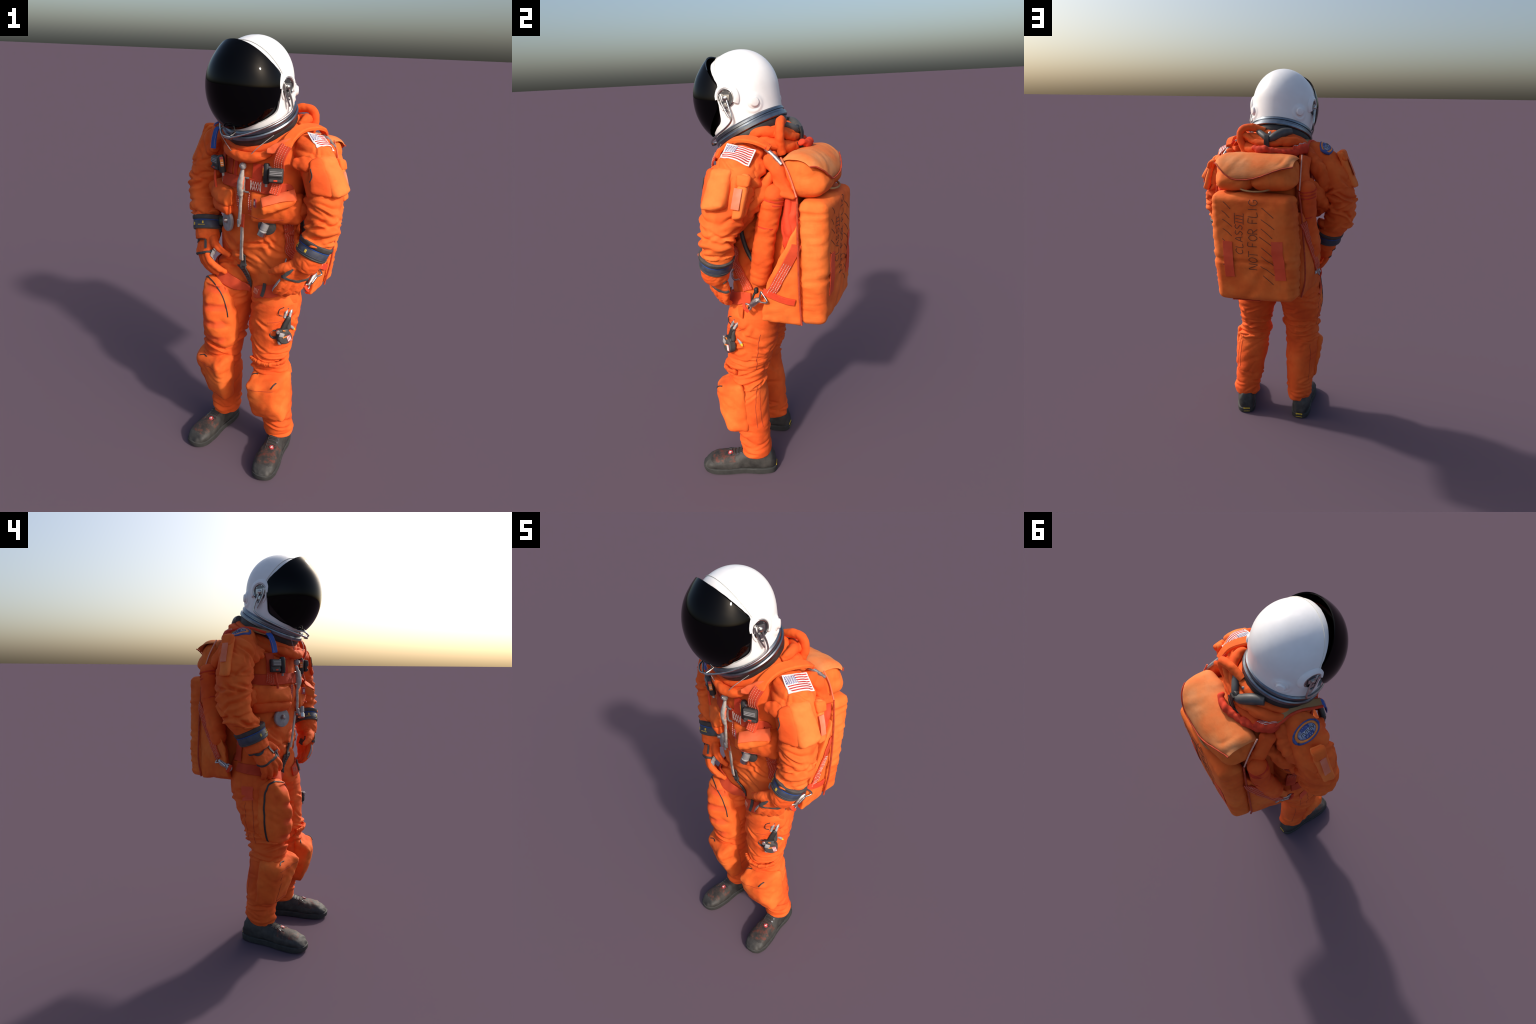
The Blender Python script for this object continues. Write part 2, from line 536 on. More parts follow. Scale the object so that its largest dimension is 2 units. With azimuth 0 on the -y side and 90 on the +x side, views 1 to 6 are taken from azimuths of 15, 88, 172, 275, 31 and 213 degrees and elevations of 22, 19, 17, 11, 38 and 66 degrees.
def strap_geo(pts, width, thick, surf=None, lift=0.0015, n=None, normal=None, reach=0.08):
    """Flat webbing through pts, laid on a surface (BVH) when one is given."""
    n = n or max(10, len(pts) * 8)
    C = [V(p) for p in spline(pts, n)]
    if np.isscalar(width): width = [width] * len(pts)
    Wd = [w[0] for w in spline([(w,) for w in width], n)]
    N = []
    for i, c in enumerate(C):
        nn = None
        if surf is not None:
            hit = surf.find_nearest(c, reach)
            if hit[0] is not None:
                C[i] = hit[0] + hit[1] * lift
                nn = hit[1]
        if nn is None:
            nn = V(normal) if normal is not None else V((0, -1, 0))
        N.append(nn.normalized())
    # smooth
    for _ in range(4):
        N = [(N[max(0, i - 1)] + N[i] * 2 + N[min(n - 1, i + 1)]).normalized() for i in range(n)]
        if surf is not None:
            C = [C[i] if i in (0, n - 1) else C[i] * 0.5 + (C[i - 1] + C[i + 1]) * 0.25 for i in range(n)]
    vs, fs = [], []
    e = thick * 0.35
    for i in range(n):
        t = (C[min(n - 1, i + 1)] - C[max(0, i - 1)]).normalized()
        s = t.cross(N[i]).normalized(); u = s.cross(t).normalized()
        w = Wd[i] / 2
        for a, b in ((-w, 0), (-w, thick - e), (-w + e, thick), (0, thick * 1.05), (w - e, thick), (w, thick - e), (w, 0), (0, -e)):
            vs.append(C[i] + s * a + u * b)
    k = 8
    for i in range(n - 1):
        for j in range(k):
            fs.append((i * k + j, i * k + (j + 1) % k, (i + 1) * k + (j + 1) % k, (i + 1) * k + j))
    fs.append(tuple(range(k - 1, -1, -1))); fs.append(tuple(range((n - 1) * k, n * k)))
    return vs, fs


def strap(name, pts, width, thick, mat, parent=None, surf=None, lift=0.0015, n=None, normal=None, reach=0.08):
    v, f = strap_geo(pts, width, thick, surf, lift, n, normal, reach)
    me = fix_normals(mesh_of(v, f)); by_angle(me, 40)
    return add(name, me, mat, parent)


def stitch_rows(name, pts, width, rows, mat, parent, surf=None, lift=0.004, dash=0.006, gap=0.004, normal=None, reach=0.08, r=0.0009):
    """Dashed thread rows along a strap (one joined object)."""
    n = max(30, len(pts) * 12)
    C = [V(p) for p in spline(pts, n)]
    parts = []
    for row in rows:
        path = []
        for i, c in enumerate(C):
            nn = V(normal) if normal is not None else V((0, -1, 0))
            if surf is not None:
                hit = surf.find_nearest(c, reach)
                if hit[0] is not None:
                    c = hit[0]; nn = hit[1]
            t = (C[min(n - 1, i + 1)] - C[max(0, i - 1)]).normalized()
            s = t.cross(nn).normalized()
            path.append(c + s * (row * width / 2) + nn * lift)
        acc = 0.0
        start = path[0]
        on = True
        cur = [path[0]]
        for a, b in zip(path, path[1:]):
            L = (b - a).length; pos = 0.0
            while L - pos > (dash if on else gap) - acc:
                pos += (dash if on else gap) - acc
                p = a.lerp(b, pos / L); acc = 0.0
                if on:
                    cur.append(p)
                    v, f = tube_geo(cur, r, 5, max(2, len(cur)))
                    parts.append((v, f, 0))
                cur = [p]; on = not on
            acc += L - pos
            if on: cur.append(b)
    if not parts: return None
    return add(name, merge(parts), mat, parent, True, "stuff")


def bvh(*obs):
    vs, fs = [], []
    for o in obs:
        k = len(vs)
        vs += [v.co.copy() for v in o.data.vertices]
        fs += [tuple(i + k for i in p.vertices) for p in o.data.polygons]
    return BVHTree.FromPolygons(vs, fs)


def remesh(pieces, voxel, smooth=3):
    """Union of closed pieces as one even quad surface."""
    me = merge([(v, f, 0) for v, f in pieces]); fix_normals(me)
    ob = bpy.data.objects.new("tmp", me)
    bpy.context.scene.collection.objects.link(ob)
    md = ob.modifiers.new("r", 'REMESH'); md.mode = 'VOXEL'; md.voxel_size = voxel
    dg = bpy.context.evaluated_depsgraph_get()
    out = bpy.data.meshes.new_from_object(ob.evaluated_get(dg))
    bpy.data.objects.remove(ob); bpy.data.meshes.remove(me)
    relax(out, smooth)
    return out


def relax(me, times, lam=0.6):
    n = len(me.vertices)
    co = np.empty(n * 3); me.vertices.foreach_get("co", co); co = co.reshape(-1, 3)
    e = np.empty(len(me.edges) * 2, int); me.edges.foreach_get("vertices", e); e = e.reshape(-1, 2)
    deg = np.bincount(e.ravel(), minlength=n)[:, None].astype(float)
    for _ in range(times):
        acc = np.zeros_like(co)
        for k in range(3):
            acc[:, k] = np.bincount(e[:, 0], co[e[:, 1], k], n) + np.bincount(e[:, 1], co[e[:, 0], k], n)
        co += lam * (acc / np.maximum(deg, 1) - co)
    me.vertices.foreach_set("co", co.ravel()); me.update()


def creases(me, regions, seed):
    """Sharp irregular folds: a V valley with a soft ridge beside it, laid on the
    surface at random inside each region.
    region: (test(x, y, z), limb axis, count, lengths, widths, depths, tilt range in degrees)"""
    rng = np.random.RandomState(seed)
    n = len(me.vertices)
    co = np.empty(n * 3); me.vertices.foreach_get("co", co); co = co.reshape(-1, 3)
    no = np.array([tuple(v.normal) for v in me.vertices])
    wob = np.array([noise.noise(V((a * 16, b * 16, c * 16))) for a, b, c in co])
    disp = np.zeros(n)
    for test, axis, count, lens, wids, deps, tilt in regions:
        ids = np.nonzero(test(co[:, 0], co[:, 1], co[:, 2]))[0]
        sub, sn, sw = co[ids], no[ids], wob[ids]
        acc = np.zeros(len(ids))
        for _ in range(count):
            k = rng.randint(len(ids))
            p, nn = sub[k], sn[k]
            d = np.cross(nn, axis); L = np.linalg.norm(d)
            if L < .3: continue
            d /= L
            a = math.radians(rng.uniform(*tilt)) * rng.choice((-1, 1))
            e = np.cross(nn, d)
            d, e = d * math.cos(a) + e * math.sin(a), e * math.cos(a) - d * math.sin(a)
            ln, w, dp = rng.uniform(*lens), rng.uniform(*wids), rng.uniform(*deps)
            bend = rng.uniform(-2.5, 2.5)
            r = sub - p
            u = r @ d; t = r @ e + bend * u * u + sw * w * 1.6
            f = np.clip(1 - (2 * u / ln) ** 2, 0, 1) * (sn @ nn > .05) * (np.abs(t) < 5 * w)
            acc += f * dp * (-np.exp(-(t / w) ** 2) + .85 * np.exp(-((t - 1.9 * w) / (1.35 * w)) ** 2) + .25 * np.exp(-((t + 2.1 * w) / (1.4 * w)) ** 2))
        disp[ids] += acc
    disp = np.clip(disp * 1.4, -.014, .016)
    co += no * disp[:, None]
    me.vertices.foreach_set("co", co.ravel()); me.update()


# ================================================================ pressure suit
def limb_geo(secs, per=5, seg=32):
    """secs: (x, y, z, rx, ry) in the wearer's frame, swept square to the path."""
    D = spline(secs, (len(secs) - 1) * per + 1)
    vs, fs = [], []
    m = len(D)
    for i, s in enumerate(D):
        c = V(s[:3])
        t = (V(D[min(m - 1, i + 1)][:3]) - V(D[max(0, i - 1)][:3])).normalized()
        X = V((1, 0, 0)); X = (X - t * t.dot(X)).normalized(); Yv = t.cross(X)
        for j in range(seg):
            w = 2 * math.pi * j / seg
            vs.append(c + X * (s[3] * math.cos(w)) + Yv * (s[4] * math.sin(w)))
    for i in range(m - 1):
        for j in range(seg):
            fs.append((i * seg + j, i * seg + (j + 1) % seg, (i + 1) * seg + (j + 1) % seg, (i + 1) * seg + j))
    fs.append(tuple(range(seg - 1, -1, -1))); fs.append(tuple(range((m - 1) * seg, m * seg)))
    return vs, fs


def st(x, y, z, a, b):
    p = stage(x, y, z)
    return (p.x, p.y, p.z, a, b)


TORSO = [(.010, .020, .800, .08, .045, 0, 2.0), (.012, .010, .86, .195, .085, 0, 2.0), (.010, -.010, .93, .218, .100, 0, 2.0),
         (.008, -.020, 1.00, .220, .112, 0, 2.0), (.008, -.025, 1.07, .220, .120, 0, 2.0), (.014, -.028, 1.20, .204, .122, 0, 2.0),
         (.025, -.032, 1.32, .205, .132, 0, 2.2), (.028, -.030, 1.42, .210, .128, 0, 2.3), (.026, -.022, 1.50, .208, .130, 2, 2.3),
         (.022, -.014, 1.555, .192, .128, 8, 2.3), (.016, -.022, 1.595, .170, .135, 16, 2.2), (.010, -.034, 1.625, .155, .145, 23, 2.0),
         (.005, -.040, 1.650, .145, .145, 26, 2.0)]
LEG_L = [(.085, -.020, 1.02, .075, .085), (.110, -.018, .96, .104, .110), st(.100, -.068, .90, .116, .122), st(.109, -.084, .84, .116, .123), st(.109, -.094, .78, .114, .121), st(.106, -.102, .72, .109, .119), st(.105, -.113, .66, .100, .112),
         st(.104, -.125, .60, .091, .099), st(.106, -.134, .54, .086, .092), st(.115, -.133, .48, .089, .087), st(.124, -.132, .42, .091, .091),
         st(.132, -.130, .36, .090, .090), st(.140, -.126, .30, .086, .085), st(.146, -.120, .24, .081, .081), st(.156, -.115, .18, .075, .075),
         st(.162, -.114, .125, .071, .074), st(.164, -.114, .100, .069, .073)]
LEG_R = [(-.075, -.015, 1.02, .085, .090), (-.096, -.010, .96, .112, .120), st(-.108, .026, .90, .124, .128), st(-.122, .016, .84, .125, .130), st(-.131, .004, .78, .120, .118), st(-.142, -.010, .72, .115, .109), st(-.150, -.025, .66, .108, .100),
         st(-.156, -.041, .60, .101, .095), st(-.161, -.052, .54, .098, .091), st(-.163, -.049, .48, .095, .089), st(-.161, -.042, .42, .092, .089),
         st(-.157, -.032, .36, .089, .088), st(-.153, -.025, .30, .084, .086), st(-.149, -.021, .24, .079, .084), st(-.146, -.018, .18, .072, .082),
         st(-.145, -.014, .125, .067, .080), st(-.145, -.013, .100, .065, .079)]
ARM_R = [(-.120, .000, 1.555, .074, .075), (-.185, -.010, 1.566, .072, .076), (-.242, -.020, 1.546, .072, .080), (-.284, -.032, 1.490, .075, .084), (-.315, -.040, 1.420, .079, .088),
         (-.336, -.047, 1.350, .075, .085), (-.340, -.056, 1.290, .071, .080), (-.324, -.068, 1.235, .069, .071), (-.298, -.078, 1.195, .068, .068), (-.274, -.090, 1.165, .071, .070), (-.262, -.100, 1.140, .066, .066)]
ARM_L = [(.160, .012, 1.555, .074, .075), (.215, .012, 1.562, .072, .078), (.270, .004, 1.536, .072, .086), (.310, -.006, 1.480, .074, .096), (.336, -.014, 1.430, .074, .094),
         (.356, -.027, 1.385, .071, .088), (.370, -.040, 1.330, .068, .080), (.376, -.050, 1.285, .070, .070), (.372, -.060, 1.240, .069, .066), (.366, -.066, 1.200, .064, .064), (.360, -.074, 1.170, .061, .061)]


def build_suit():
    pieces = [loft_geo(TORSO), limb_geo(LEG_L), limb_geo(LEG_R), limb_geo(ARM_L), limb_geo(ARM_R)]
    me = remesh(pieces, 0.0044, 9)
    hot = [(stage(.11, -.13, .55), .13, 1.6), (stage(-.155, -.05, .53), .13, 1.5), (V((-.335, -.05, 1.28)), .13, 1.7), (V((.372, -.05, 1.29)), .13, 1.7),
           (stage(.155, -.115, .16), .10, 1.5), (stage(-.142, -.018, .16), .10, 1.4), (V((.02, -.14, 1.08)), .12, 1.1), (V((.27, -.06, 1.5)), .1, 1.2), (V((-.22, -.05, 1.52)), .1, 1.2)]

    def gain(c):
        g = 0.75
        for p, r, k in hot:
            d = (c - p).length / r
            if d < 1: g = max(g, 0.75 + (k - 0.75) * (1 - d * d))
        return g
    wrinkle(me, 0.011, (5, 5, 12), 2.3, gain)
    up = (0, 0, 1)
    armL = lambda x, y, z: (x > .26) & (z > 1.17)
    armR = lambda x, y, z: (x < -.21) & (z > 1.15)
    band = lambda f, z0, z1: (lambda x, y, z: f(x, y, z) & (z > z0) & (z < z1))
    legL = lambda x, y, z: (x > .03) & (z < .87)
    legR = lambda x, y, z: (x < .0) & (z < .87)
    body = lambda x, y, z: (np.abs(x - .015) < .23) & (z > .93) & (z < 1.30)
    creases(me, [
        (band(armL, 1.20, 1.40), up, 34, (.08, .18), (.006, .010), (.005, .009), (5, 35)),
        (band(armR, 1.18, 1.42), up, 36, (.08, .18), (.006, .010), (.005, .009), (5, 35)),
        (band(armL, 1.40, 1.62), up, 14, (.05, .12), (.005, .009), (.003, .006), (10, 80)),
        (band(armR, 1.42, 1.62), up, 16, (.05, .14), (.005, .009), (.003, .006), (10, 80)),
        (band(legL, .48, .64), up, 30, (.08, .20), (.005, .008), (.004, .009), (0, 22)),
        (band(legR, .48, .64), up, 30, (.08, .20), (.005, .008), (.004, .009), (0, 22)),
        (band(legL, .11, .27), up, 18, (.06, .15), (.005, .008), (.003, .006), (0, 22)),
        (band(legR, .11, .27), up, 16, (.06, .15), (.005, .008), (.003, .006), (0, 22)),
        (band(legL, .62, .86), up, 20, (.06, .17), (.006, .010), (.003, .006), (5, 45)),
        (band(legR, .62, .86), up, 22, (.06, .17), (.006, .010), (.003, .006), (5, 45)),
        (band(legL, .27, .48), up, 10, (.05, .14), (.005, .009), (.002, .004), (0, 60)),
        (band(legR, .27, .48), up, 10, (.05, .14), (.005, .009), (.002, .004), (0, 60)),
        (body, up, 40, (.08, .20), (.006, .011), (.003, .007), (5, 50))], 21)
    me.update()
    me.polygons.foreach_set("use_smooth", [True] * len(me.polygons))
    # separate by region, keeping the whole body's normals
    nv = len(me.vertices)
    normals = [v.normal.copy() for v in me.vertices]
    reg = {}
    names = ["torso", "leg", "leg", "arm", "arm"]
    lab = np.zeros(len(me.polygons), int)
    for p in me.polygons:
        c = p.center
        if c.z < .86:
            lab[p.index] = 1 if c.x > .012 else 2
        elif c.z > 1.10 and (c.x > .215 or c.x < -.18) and c.z < 1.62:
            lab[p.index] = 3 if c.x > 0 else 4
            if c.z > 1.5:
                k = .215 if c.x > 0 else .18
                if abs(c.x) < k + .02: lab[p.index] = 0
    obs = []
    for r in range(5):
        ids = {}
        vs, fs, nn = [], [], []
        for p in me.polygons:
            if lab[p.index] != r: continue
            f = []
            for i in p.vertices:
                if i not in ids:
                    ids[i] = len(vs); vs.append(me.vertices[i].co.copy()); nn.append(normals[i])
                f.append(ids[i])
            fs.append(f)
        m2 = mesh_of(vs, fs)
        m2.polygons.foreach_set("use_smooth", [True] * len(m2.polygons))
        m2.normals_split_custom_set_from_vertices([tuple(x) for x in nn])
        obs.append(add(names[r], m2, M['suit'] if names[r] == 'leg' else M['jacket']))
    return obs


SUIT = build_suit()
TORSO_OB, LEGL_OB, LEGR_OB, ARML_OB, ARMR_OB = SUIT
S_ALL = bvh(*SUIT)
S_TORSO = bvh(TORSO_OB, LEGL_OB, LEGR_OB)
S_ARML = bvh(ARML_OB, TORSO_OB)
S_ARMR = bvh(ARMR_OB, TORSO_OB)

# ==================================================================== helmet
H = V((.004, -.102, 1.811))
RING_C = H + V((0, .057, -.149)); TILT = math.radians(26)
RING_N = V((0, -math.sin(TILT), math.cos(TILT)))


def ellipsoid_pt(c, radii, pitch, d):
    """Distance along unit d from c to the ellipsoid surface."""
    cp, sp = math.cos(pitch), math.sin(pitch)
    x, y, z = d.x, cp * d.y + sp * d.z, -sp * d.y + cp * d.z
    return 1.0 / math.sqrt((x / radii[0]) ** 2 + (y / radii[1]) ** 2 + (z / radii[2]) ** 2)


SHELL_R, SHELL_P = (.166, .173, .193), -.511
VIS_C = V((-.001, -.041, -.013)); VIS_R, VIS_P = (.170, .165, .193), .108


def shell_surface():
    """Egg of the crown hulled together with the neck opening."""
    bm = bmesh.new()
    for i in range(48):
        for j in range(1, 32):
            a = 2 * math.pi * i / 48; b = math.pi * j / 32 - math.pi / 2
            d = V((math.cos(b) * math.cos(a), math.cos(b) * math.sin(a), math.sin(b)))
            p = d * ellipsoid_pt(None, SHELL_R, SHELL_P, d)
            if (H + p - RING_C).dot(RING_N) > .03: bm.verts.new(p)
    F = frame(RING_N, (0, 1, 0))
    for i in range(96):
        a = 2 * math.pi * i / 96
        for h, r in ((.0, .149), (.03, .153)):
            bm.verts.new(RING_C - H + F @ V((r * math.cos(a), r * math.sin(a), h)))
    bmesh.ops.convex_hull(bm, input=bm.verts)
    bmesh.ops.triangulate(bm, faces=bm.faces)
    t = BVHTree.FromBMesh(bm)
    bm.free()
    return t


SHELL_T = shell_surface()


def shell_r(d):
    h = SHELL_T.ray_cast(V((0, 0, 0)) + d * 0.5, -d)
    return h[0].length if h[0] else .16


# the face opening, seen from the side: a polygon in (y, z) for |x| side
def in_opening(p):
    if p.y > -.004: return False
    z, y = p.z, p.y
    # upper rim: plane from the ear up to the brow
    up = (-.757 * (y + .012) - .652 * (z - .045))
    if up < -.001: return False
    # lower rim, as the edge's y over height: down the cheek, then sweeping to the chin
    if z < -.168: return False
    edge = float(np.interp(-z, (.0, .045, .095, .110, .126, .150, .168), (-.014, -.014, -.013, -.024, -.050, -.084, -.106)))
    return y < edge


def build_helmet():
    seg, rows = 128, 84
    vs, idx, fs = [], {}, []
    # polar axis along the ring normal so rows end in the neck plane
    F = frame(RING_N, (0, 1, 0))
    o = V((0, 0, 0))
    grid = []
    for i in range(rows + 1):
        b = math.pi / 2 - (math.pi * 0.80) * i / rows
        row = []
        for j in range(seg):
            a = 2 * math.pi * j / seg
            d = F @ V((math.cos(b) * math.cos(a), math.cos(b) * math.sin(a), math.sin(b)))
            row.append(d * shell_r(d))
        grid.append(row)
    for _ in range(2):   # soften hull facets
        g2 = [r[:] for r in grid]
        for i in range(1, rows):
            for j in range(seg):
                g2[i][j] = grid[i][j] * .5 + (grid[i - 1][j] + grid[i + 1][j] + grid[i][(j + 1) % seg] + grid[i][j - 1]) * .125
        grid = g2
    ring_c = RING_C - H
    # flared round recess pockets around the two rear knobs
    for i in range(rows + 1):
        for j in range(seg):
            p = grid[i][j]
            for kx in (1, -1):
                k = V((.120 * kx, .122, -.026))
                d = (p - k).length
                if d < .042:
                    p = p + p.normalized() * (.006 * math.exp(-((d - .030) / .008) ** 2) - .002 * math.exp(-(d / .018) ** 2))
            grid[i][j] = p

    def vid(i, j):
        key = (i, j % seg) if i else (0, 0)
        if key not in idx:
            idx[key] = len(vs); vs.append(H + grid[key[0]][key[1]])
        return idx[key]
    for i in range(rows):
        for j in range(seg):
            quad = [(i, j), (i + 1, j), (i + 1, j + 1), (i, j + 1)]
            c = sum((grid[a][b % seg] for a, b in quad), V((0, 0, 0))) / 4
            if (c - ring_c).dot(RING_N) < .004: continue
            if in_opening(c): continue
            f = []
            for a, b in quad:
                k = vid(a, b)
                if k not in f: f.append(k)
            if len(f) > 2: fs.append(f)
    me = fix_normals(mesh_of(vs, fs))
    # straighten the jagged rim of the opening, then give the shell its thickness
    bm = bmesh.new(); bm.from_mesh(me)
    for _ in range(8):
        new = {}
        for v in bm.verts:
            bn = [e.other_vert(v) for e in v.link_edges if e.is_boundary]
            if len(bn) == 2: new[v] = v.co * .4 + (bn[0].co + bn[1].co) * .3
        for v, c in new.items(): v.co = c
    bm.to_mesh(me); bm.free()
    ob = add("helmet", me, [M['white'], M['cream']])
    md = ob.modifiers.new("t", 'SOLIDIFY'); md.thickness = .009; md.offset = -1; md.use_rim = True
    dg = bpy.context.evaluated_depsgraph_get()
    m2 = bpy.data.meshes.new_from_object(ob.evaluated_get(dg))
    ob.modifiers.clear(); ob.data = m2
    by_angle(m2, 50)
    return ob


HELMET = build_helmet()


def patch_sheet(name, fn, nu, nv, thick, mat, parent, inward):
    """Sheet with thickness: fn(u, v) -> point, inward(p) -> unit vector."""
    top = [[fn(i / nu, j / nv) for j in range(nv + 1)] for i in range(nu + 1)]
    vs, fs = [], []
    W = nv + 1
    for r in top: vs += r
    n0 = len(vs)
    vs += [p + inward(p) * thick for r in top for p in r]
    for i in range(nu):
        for j in range(nv):
            a = i * W + j
            fs.append((a, a + 1, a + W + 1, a + W)); fs.append((n0 + a, n0 + a + W, n0 + a + W + 1, n0 + a + 1))
    rim = [i * W for i in range(nu + 1)] + [nu * W + j for j in range(1, W)] + [i * W + nv for i in range(nu - 1, -1, -1)] + [j for j in range(nv - 1, 0, -1)]
    for a, b in zip(rim, rim[1:] + rim[:1]): fs.append((a, b, n0 + b, n0 + a))
    me = mesh_of(vs, fs)
    bm = bmesh.new(); bm.from_mesh(me)
    bmesh.ops.remove_doubles(bm, verts=bm.verts, dist=2e-5)
    bmesh.ops.recalc_face_normals(bm, faces=bm.faces)
    bm.to_mesh(me); bm.free(); by_angle(me, 50)
    return add(name, me, mat, parent)


def build_visor():
    # rim runs ear - brow - ear in one plane, lower edge ear - chin - ear
    def on_vis(p):
        d = (p - VIS_C).normalized()
        return H + VIS_C + d * ellipsoid_pt(None, VIS_R, VIS_P, d)
    ear = V((.162, -.017, .0))

    def fn(u, v):
        # u: left ear to right ear angle; v: brow to chin
        a = math.pi * u
        x = math.cos(a); s = math.sin(a)
        top = V((.164 * x, -.010 - .112 * s ** 0.9, .040 + .124 * s ** 0.9))
        low = V((.164 * x, -.026 - .098 * s ** 1.1, -.050 - .126 * s))
        p1 = on_vis(top) - H - VIS_C; p2 = on_vis(low) - H - VIS_C
        d1 = p1.normalized(); d2 = p2.normalized()
        ang = d1.angle(d2)
        # the big arc passes through the front of the dome
        mid = V((.97 * x, .135 * (1 - s) - s, -.03)).normalized()
        if v < .5:
            q = d1.slerp(mid, v * 2)
        else:
            q = mid.slerp(d2, v * 2 - 1)
        flare = 1 + .045 * max(0, 1 - v * 7) ** 1.5 * s ** 2
        p = on_vis(VIS_C + q) - H - VIS_C
        return H + VIS_C + p * flare
    ob = patch_sheet("visor", fn, 72, 48, .006, M['visor'], HELMET, lambda p: (H + VIS_C - p).normalized())
    return ob


build_visor()

# face plate behind the visor, inside the opening
def face_fn(u, v):
    a = math.pi * (.02 + .96 * u) + math.pi
    b = (v - .5) * 2.5
    d = V((math.cos(a) * math.cos(b), math.sin(a) * math.cos(b), math.sin(b)))
    return H + d * (shell_r(d) - .016)


patch_sheet("face_plate", face_fn, 40, 30, .004, M['glass'], HELMET, lambda p: (H - p).normalized())

# neck ring
F_UP = (0, 1, 0)
lathe("neck_ring", [(.146, -.004), (.162, -.004), (.166, 0), (.167, .012), (.164, .017), (.158, .019), (.158, .024), (.163, .026), (.163, .034), (.158, .040), (.148, .042)], RING_C, RING_N, M['ringsteel'], HELMET, 96, F_UP, 1.0, 1.02, True, 25)
lathe("neck_gasket", [(.150, -.003), (.159, -.005), (.160, -.016), (.158, -.028), (.154, -.040), (.135, -.042)], RING_C, RING_N, M['black'], HELMET, 64, F_UP)


def side(kx, p):
    return H + V((p[0] * kx, p[1], p[2]))


def trim_band(kx):
    pts = []
    return pts


# brow trim: cream bead just behind the visor rim
bead = []
for i in range(41):
    a = math.pi * i / 40
    s = math.sin(a); d = V((.95 * math.cos(a), -.05 - .42 * s, .28 + .78 * s)).normalized()
    bead.append(H + d * (shell_r(d) + .0015))
strap("brow_trim", bead, .018, .002, M['cream'], HELMET, normal=(0, 0, 1), n=80) if False else None
tube("brow_bead", bead, .0014, M['cream'], HELMET, 8, 90)

for kx in (1, -1):
    out = V((kx, 0, 0))
    c = V((.158, .022, .000))
    # white hood arching over the hinge
    parts = []
    hood = []
    for i in range(25):
        a = math.radians(-25 + 215 * i / 24)
        hood.append((math.cos(a), math.sin(a)))
    vs, fs = [], []
    for ca, sa in hood:
        for r, h in ((.058, -.014), (.057, .004), (.050, .010), (.040, .011), (.037, .007), (.037, -.014)):
            y, z = c.y + ca * r, c.z + sa * r
            dx = -3.2 * ((y - .02) ** 2 + z * z)
            vs.append(side(kx, (c.x + h + .007 + dx, y, z)))
    for i in range(24):
        for j in range(5): fs.append((i * 6 + j, i * 6 + j + 1, i * 6 + 7 + j, i * 6 + 6 + j))
    fs.append((0, 1, 2, 3, 4, 5)); fs.append(tuple(24 * 6 + k for k in (5, 4, 3, 2, 1, 0)))
    me = fix_normals(mesh_of(vs, fs)); by_angle(me, 35)
    hood_ob = add("hinge_hood", me, M['white'], HELMET)
    # metal hinge: pan, plate, knob and levers
    pan = lathe("hinge_pan", [(0, -.006), (.036, -.006), (.038, .002), (.035, .004), (.033, .001), (0, .001)], side(kx, (.164, .022, .000)), out, M['darksteel'], HELMET, 36)
    box("hinge_plate", side(kx, (.167, .024, .000)), (.034, .024, .006), ((0, 1, 0), (0, 0, 1), (1, 0, 0)), M['steel'], HELMET)
    lathe("hinge_knob", [(0, 0), (.010, 0), (.009, .006), (.005, .009), (0, .0095)], side(kx, (.169, .021, -.002)), out, M['steel'], HELMET, 20)
    tube("hinge_rim", [side(kx, (.166, .022 + .034 * math.cos(t), .034 * math.sin(t))) for t in np.linspace(-.6, 3.5, 12)], .004, M['steel'], HELMET, 10, 40)
    tube("lever", [side(kx, p) for p in ((.168, .026, -.008), (.172, .036, -.036), (.174, .042, -.052))], .0045, M['steel'], HELMET, 10, 12)
    tube("lever", [side(kx, p) for p in ((.168, -.006, .010), (.170, .004, -.022), (.172, .022, -.056), (.173, .034, -.076))], .0042, M['steel'], HELMET, 10, 20)
    tube("lever", [side(kx, p) for p in ((.170, .012, -.022), (.171, .018, -.045), (.172, .030, -.050))], .004, M['darksteel'], HELMET, 8, 14)
    box("hinge_clasp", side(kx, (.169, .020, -.030)), (.016, .018, .008), ((0, .9, .4), (0, -.4, .9), (1, 0, 0)), M['steel'], HELMET)
    for by, bz in ((.004, .012), (.040, .018), (.012, .026), (.036, -.040)):
        lathe("hinge_bolt", [(0, 0), (.0035, 0), (.003, .003), (0, .0032)], side(kx, (.163, by, bz)), out, M['steel'], HELMET, 10)
    # bead around the front of the hinge, running down the cheek
    tube("cheek_bead", [side(kx, p) for p in ((.160, -.010, .036), (.164, -.013, .012), (.164, -.012, -.012), (.163, -.005, -.034), (.161, .006, -.048))], .005, M['white'], HELMET, 10, 24)
    # rear knobs
    kd = V((.118 * kx, .124, -.02)).normalized()
    kb = H + kd * (shell_r(kd) + .001)
    lathe("helmet_knob", [(0, -.006), (.020, -.006), (.0195, .010), (.016, .014), (.006, .0155), (0, .0155)], kb, kd + V((0, 0, .15)), M['white'], HELMET, 28)
    lathe("knob_flange", [(0, -.008), (.031, -.008), (.029, .002), (.022, .005), (0, .005)], kb, kd + V((0, 0, .1)), M['white'], HELMET, 28)
    # rod of the locking bail down to the front
    tube("bail_rod", [side(kx, p) for p in ((.174, .042, -.050), (.176, .048, -.080), (.174, .040, -.098), (.163, .008, -.122), (.140, -.040, -.148), (.104, -.086, -.172), (.060, -.122, -.191), (.020, -.145, -.204), (0, -.150, -.208))], .0042, M['steel'], HELMET, 10, 60)
